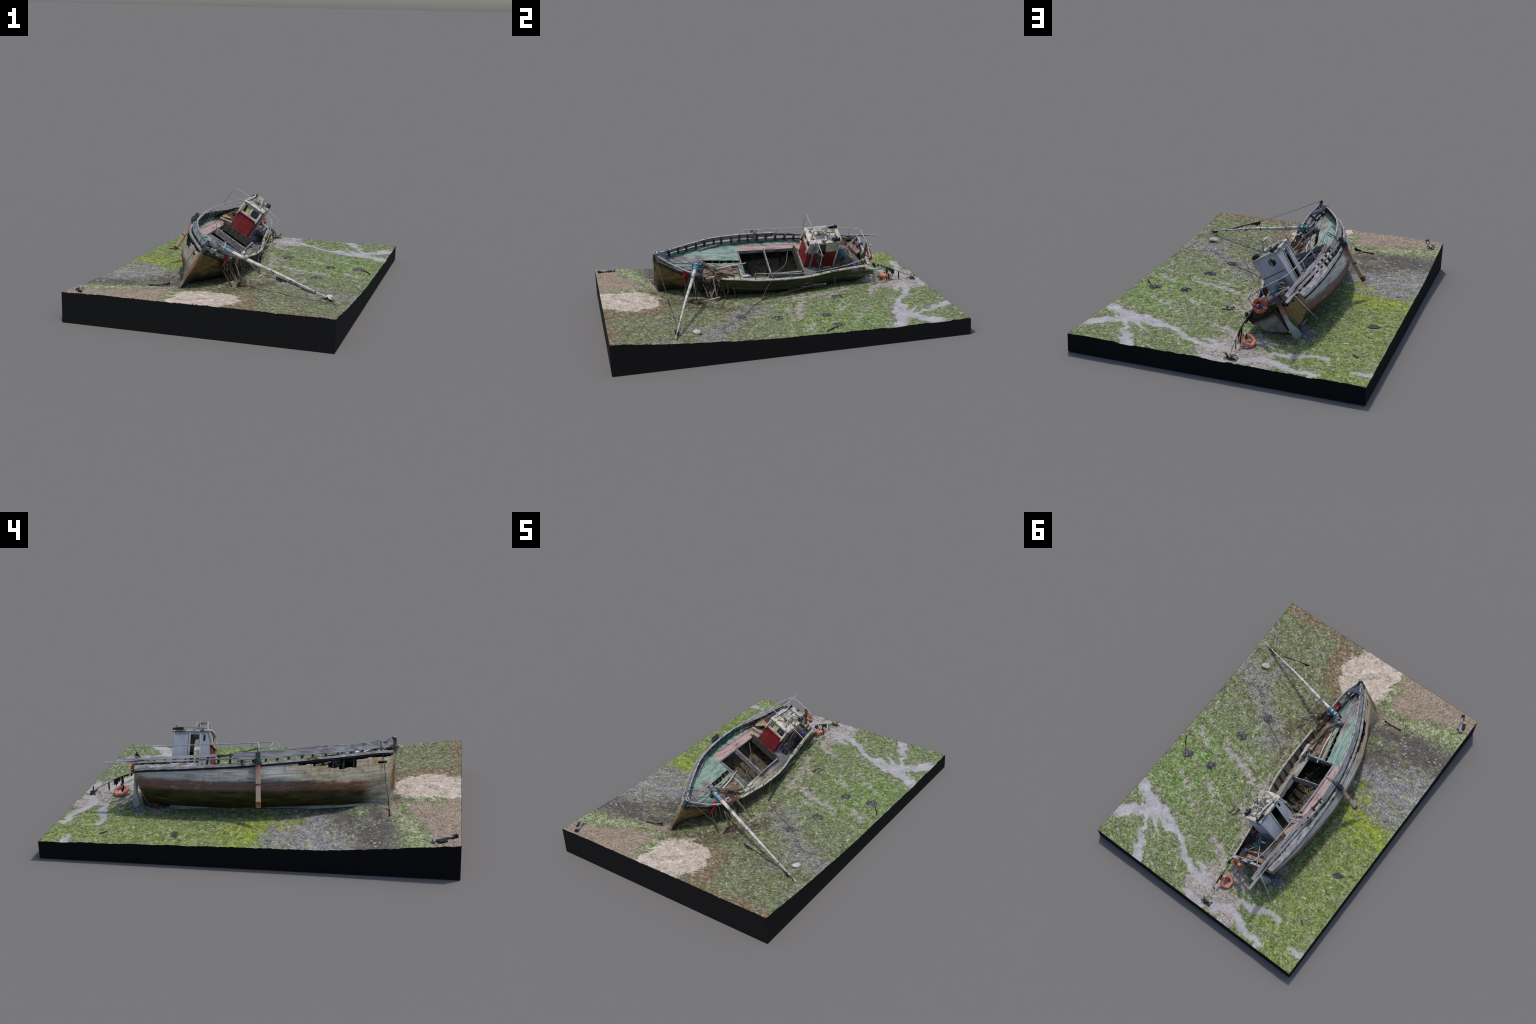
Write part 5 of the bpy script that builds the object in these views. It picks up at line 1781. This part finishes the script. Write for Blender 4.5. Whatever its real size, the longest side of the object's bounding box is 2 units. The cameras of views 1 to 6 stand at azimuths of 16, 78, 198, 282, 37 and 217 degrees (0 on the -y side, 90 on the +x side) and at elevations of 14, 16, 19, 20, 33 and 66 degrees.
def band_geo(R0, r, a0, da, squash=0.0, sides=14, n=5, lump=0.0):
    V, F = [], []
    for i in range(n):
        a = a0 + da * (i / (n - 1) - .5)
        k = 1 + squash * math.cos(2 * a) + lump * math.sin(5 * a + 1)
        rad = Vector((math.cos(a), math.sin(a), 0))
        c = rad * R0 * k + Vector((0, 0, lump * .2 * R0 * math.sin(3 * a)))
        for j in range(sides):
            b = 2 * math.pi * j / sides
            V.append(c + (rad * math.cos(b) + Vector((0, 0, 1)) * math.sin(b) * 1.05) * r * 1.05)
    for i in range(n - 1):
        for j in range(sides):
            F.append((i * sides + j, (i + 1) * sides + j, (i + 1) * sides + (j + 1) % sides, i * sides + (j + 1) % sides))
    return V, F


def lifebuoy(name, parent, centre, normal, R0, r, mat, spin=0.0, squash=0.0, lump=0.0, bands=4):
    q = Vector(normal).normalized().to_track_quat('Z', 'Y')
    mt = Matrix.Translation(centre) @ q.to_matrix().to_4x4() @ Matrix.Rotation(spin, 4, 'Z')
    V, F = ring_geo(R0, r, squash, lump=lump)
    body = add(name, V, F, mat, parent, smooth=True)
    body.matrix_local = mt
    for k in range(bands):
        V, F = band_geo(R0, r, k * math.pi / 2 + .7, .26, squash, lump=lump)
        add('lifebuoy_band', V, F, 'white_band', body, smooth=True)
    return body


lifebuoy('lifebuoy', boat, L(-.127, .690, .264), BINV.to_3x3() @ Vector((.12, .97, .20)), .0290, .0098, 'orange_ring', .2)
lb = lifebuoy('lifebuoy', None, Vector((-.108, .784, .116)), Vector((-.42, .17, .89)), .0310, .0098, 'pale_orange_ring', .5, .06, .06, bands=0)
lb['label'] = 'sun-bleached orange ring lifebuoy lying on mud'
lb['category'] = 'lifebuoy'

# stern rope with weed, running from the port quarter to the mud
sp = [Vector((-.085, .672, .232)), Vector((-.077, .726, .209)), Vector((-.073, .766, .193)), Vector((-.070, .805, .178)), Vector((-.072, .86, .150)), Vector((-.076, .93, .112)), Vector((-.08, .965, gz(-.08, .965)))]
tube('stern_mooring_rope', [L(*p) for p in smooth_path(sp, 5)], .0017, 'grey_rope', boat, 6)
for a, b, dr, sd in ((.725, .735, .016, 41), (.745, .775, .010, 42), (.778, .792, .055, 43), (.795, .812, .030, 44), (.812, .835, .045, 45), (.86, .868, .05, 46)):
    za = lambda y: np.interp(y, [p.y for p in sp], [p.z for p in sp])
    xa = lambda y: np.interp(y, [p.y for p in sp], [p.x for p in sp])
    weed_flag('weed_curtain', L(xa(a), a, za(a)), L(xa(b), b, za(b)), dr, boat, sd, 7)
tangle('weed_clump', L(-.066, .70, .205), (.010, .012, .014), 5, 7, .0020, 'weed', boat, 47)
for k in range(3):
    x, y = -.095 + .012 * k, .785 + .01 * (k - 1)
    weed_flag('weed_strap', L(x, y - .003, .146 - .004 * k), L(x + .003, y + .004, .144), .04, boat, 50 + k, 5)

# ============================================================================
# things lying on the mud
# ============================================================================
def rock(name, x, y, s, mat, label, cat, seed, sink=.3, rotz=0.0):
    bm = bmesh.new()
    bmesh.ops.create_icosphere(bm, subdivisions=3, radius=1)
    RR = random.Random(seed)
    cuts = [(Vector((RR.gauss(0, 1), RR.gauss(0, 1), RR.gauss(0, 1))).normalized(), RR.uniform(.62, .85)) for _ in range(9)]
    for v in bm.verts:
        for n_, d_ in cuts:
            k = v.co.dot(n_)
            if k > d_:
                v.co -= n_ * (k - d_)
        v.co = Vector((v.co.x * s[0], v.co.y * s[1], v.co.z * s[2]))
    me = bpy.data.meshes.new(name)
    bm.to_mesh(me)
    bm.free()
    me.materials.append(M[mat])
    o = share(name, me, Matrix.Translation((x, y, gz(x, y) + s[2] * (1 - 2 * sink))) @ Matrix.Rotation(rotz, 4, 'Z'), None)
    if label:
        o['label'], o['category'] = label, cat
    return o


rock('stone', .598, -.522, (.027, .020, .015), 'stone', 'pale angular stone lying on the mud', 'stone', 4, .12, .3)
rock('white_block', .198, -.02, (.010, .006, .004), 'white_band', 'small white block of broken plastic', 'debris', 6, .1, .8)

drift = empty('driftwood_plank_pile', None, Matrix.Translation((-.655, -.925, gz(-.655, -.925))))
drift['label'] = 'short grey broken planks lying at the mud edge'
drift['category'] = 'driftwood'
board('driftwood_plank', (-.030, .055, .006), (.012, -.040, .010), .014, .007, 'grey_wood', drift, side=(1, .5, 0), jit=.002, seg=5)
board('driftwood_plank', (-.046, .046, .005), (.0, .036, .008), .010, .006, 'grey_wood', drift, side=(0, 1, 0), jit=.002, seg=3)
board('driftwood_plank', (.004, -.030, .006), (.016, -.058, .014), .020, .012, 'black_rubber', drift, side=(1, .5, 0), jit=.004, seg=3)
board('driftwood_plank', (-.016, -.01, .002), (-.034, .03, .002), .030, .006, 'black_rubber', drift, side=(1, .5, 0), jit=.004, seg=3)

scrap = empty('torn_dark_sheet', None, Matrix.Translation((-.616, .353, gz(-.616, .353))))
scrap['label'] = 'torn triangular scrap of dark speckled sheet'
scrap['category'] = 'debris'
V = [Vector(p) for p in ((-.040, .006, .004), (-.020, -.010, .010), (.004, -.022, .012), (.036, -.004, .003), (.010, .010, .006), (-.014, .014, .004))]
V += [v + Vector((0, 0, -.006)) for v in V]
F = [(0, 1, 2, 3, 4, 5), (11, 10, 9, 8, 7, 6)] + [(i, (i + 1) % 6, 6 + (i + 1) % 6, 6 + i) for i in range(6)]
o = fix_normals(add('sheet_scrap', V, F, 'dark_mud', scrap))
o.rotation_euler = (0, 0, .6)

scr2 = empty('rusty_scrap', None, Matrix.Translation((-.61, .71, gz(-.61, .71))))
scr2['label'] = 'small dark rusty scrap on green weed'
scr2['category'] = 'debris'
board('scrap_strip', (-.014, .010, .003), (.012, -.014, .003), .010, .004, 'black_rubber', scr2, side=(1, 1, 0), taper=.3)
board('scrap_end', (-.020, .012, .004), (-.010, .006, .005), .010, .005, 'rusty', scr2, side=(1, 1, 0))

deb = empty('rubble_pile', None, Matrix.Translation((.142, .394, gz(.142, .394))))
deb['label'] = 'low pile of dark broken slabs half sunk in mud'
deb['category'] = 'debris'
for k in range(7):
    x, y = R.uniform(-.02, .02), R.uniform(-.03, .03)
    a = R.gauss(1.2, .4)
    dd = Vector((math.cos(a), math.sin(a), R.uniform(-.2, .2))) * R.uniform(.006, .016)
    board('rubble_slab', Vector((x, y, .0005)) - dd, Vector((x, y, .002)) + dd, R.uniform(.006, .014), .005, R.choice(['dark_mud', 'white_band', 'dark_wood', 'dark_mud']), deb, side=(dd.y, -dd.x, 0), jit=.002, seg=2)

stick = empty('black_branch', None, Matrix.Translation((.675, .215, gz(.675, .215))))
stick['label'] = 'short black branch with orange rusty end'
stick['category'] = 'branch'
tube('branch', smooth_path([(.030, -.040, .004), (.012, -.012, .006), (-.006, .010, .005)], 4), .0032, 'black_rubber', stick, 6, .6)
tube('branch_end', smooth_path([(-.006, .010, .005), (-.018, .03, .004), (-.03, .038, .004)], 4), .0026, 'rusty', stick, 6, .5)

twigs = empty('dead_shrub_twigs', None, Matrix.Translation((-.079, .954, gz(-.079, .954))))
twigs['label'] = 'dark dead twigs standing in a tuft of weed'
twigs['category'] = 'plant'
for k, (a, b) in enumerate((((0, 0, 0), (.018, .006, .036)), ((.010, 0, .018), (.030, .010, .034)), ((.0, .004, .0), (-.018, -.01, .026)), ((-.01, 0, .012), (-.03, .002, .022)), ((.01, -.01, 0), (.028, -.02, .02)))):
    tube('twig', smooth_path([a, (Vector(a) + Vector(b)) / 2 + Vector((.003, .002, .002)), b], 4), lambda f: .0026 - .0012 * f, 'weed', twigs, 6, .5)
tangle('twig_weed', (0, 0, .004), (.03, .02, .004), 8, 6, .0016, 'weed', twigs, 61)

# dark clods thrown up round the footprints
for n_, (cx, cy, r) in enumerate(CLODS):
    parts = []
    bm = bmesh.new()
    bmesh.ops.create_icosphere(bm, subdivisions=1, radius=1)
    iv = [v.co.copy() for v in bm.verts]
    iff = [tuple(v.index for v in f.verts) for f in bm.faces]
    bm.free()
    for k in range(60):
        a, rr = R.random() * 6.28, r * math.sqrt(R.random()) * .85
        x, y = cx + rr * math.cos(a) * 1.15, cy + rr * math.sin(a)
        s = R.uniform(.0018, .0048)
        c = Vector((x, y, gz(x, y) + s * .2))
        parts.append(([c + Vector((q.x * s * R.uniform(.8, 1.4), q.y * s * R.uniform(.8, 1.4), q.z * s * .7)) for q in iv], iff))
    V, F = merge(parts)
    o = add('dark_clods', V, F, 'dark_mud', ground)
    o['kind'] = 'stuff'
parts = []
for k in range(90):
    a, rr = R.random() * 6.28, .05 * math.sqrt(R.random())
    x, y = -.335 + rr * math.cos(a), .60 + rr * math.sin(a)
    s = R.uniform(.002, .006)
    c = Vector((x, y, gz(x, y) + s * .2))
    parts.append(([c + Vector((q.x * s * R.uniform(.8, 1.4), q.y * s * R.uniform(.8, 1.4), q.z * s)) for q in iv], iff))
V, F = merge(parts)
o = add('rudder_silt_clods', V, F, 'mud', ground)
o['kind'] = 'stuff'
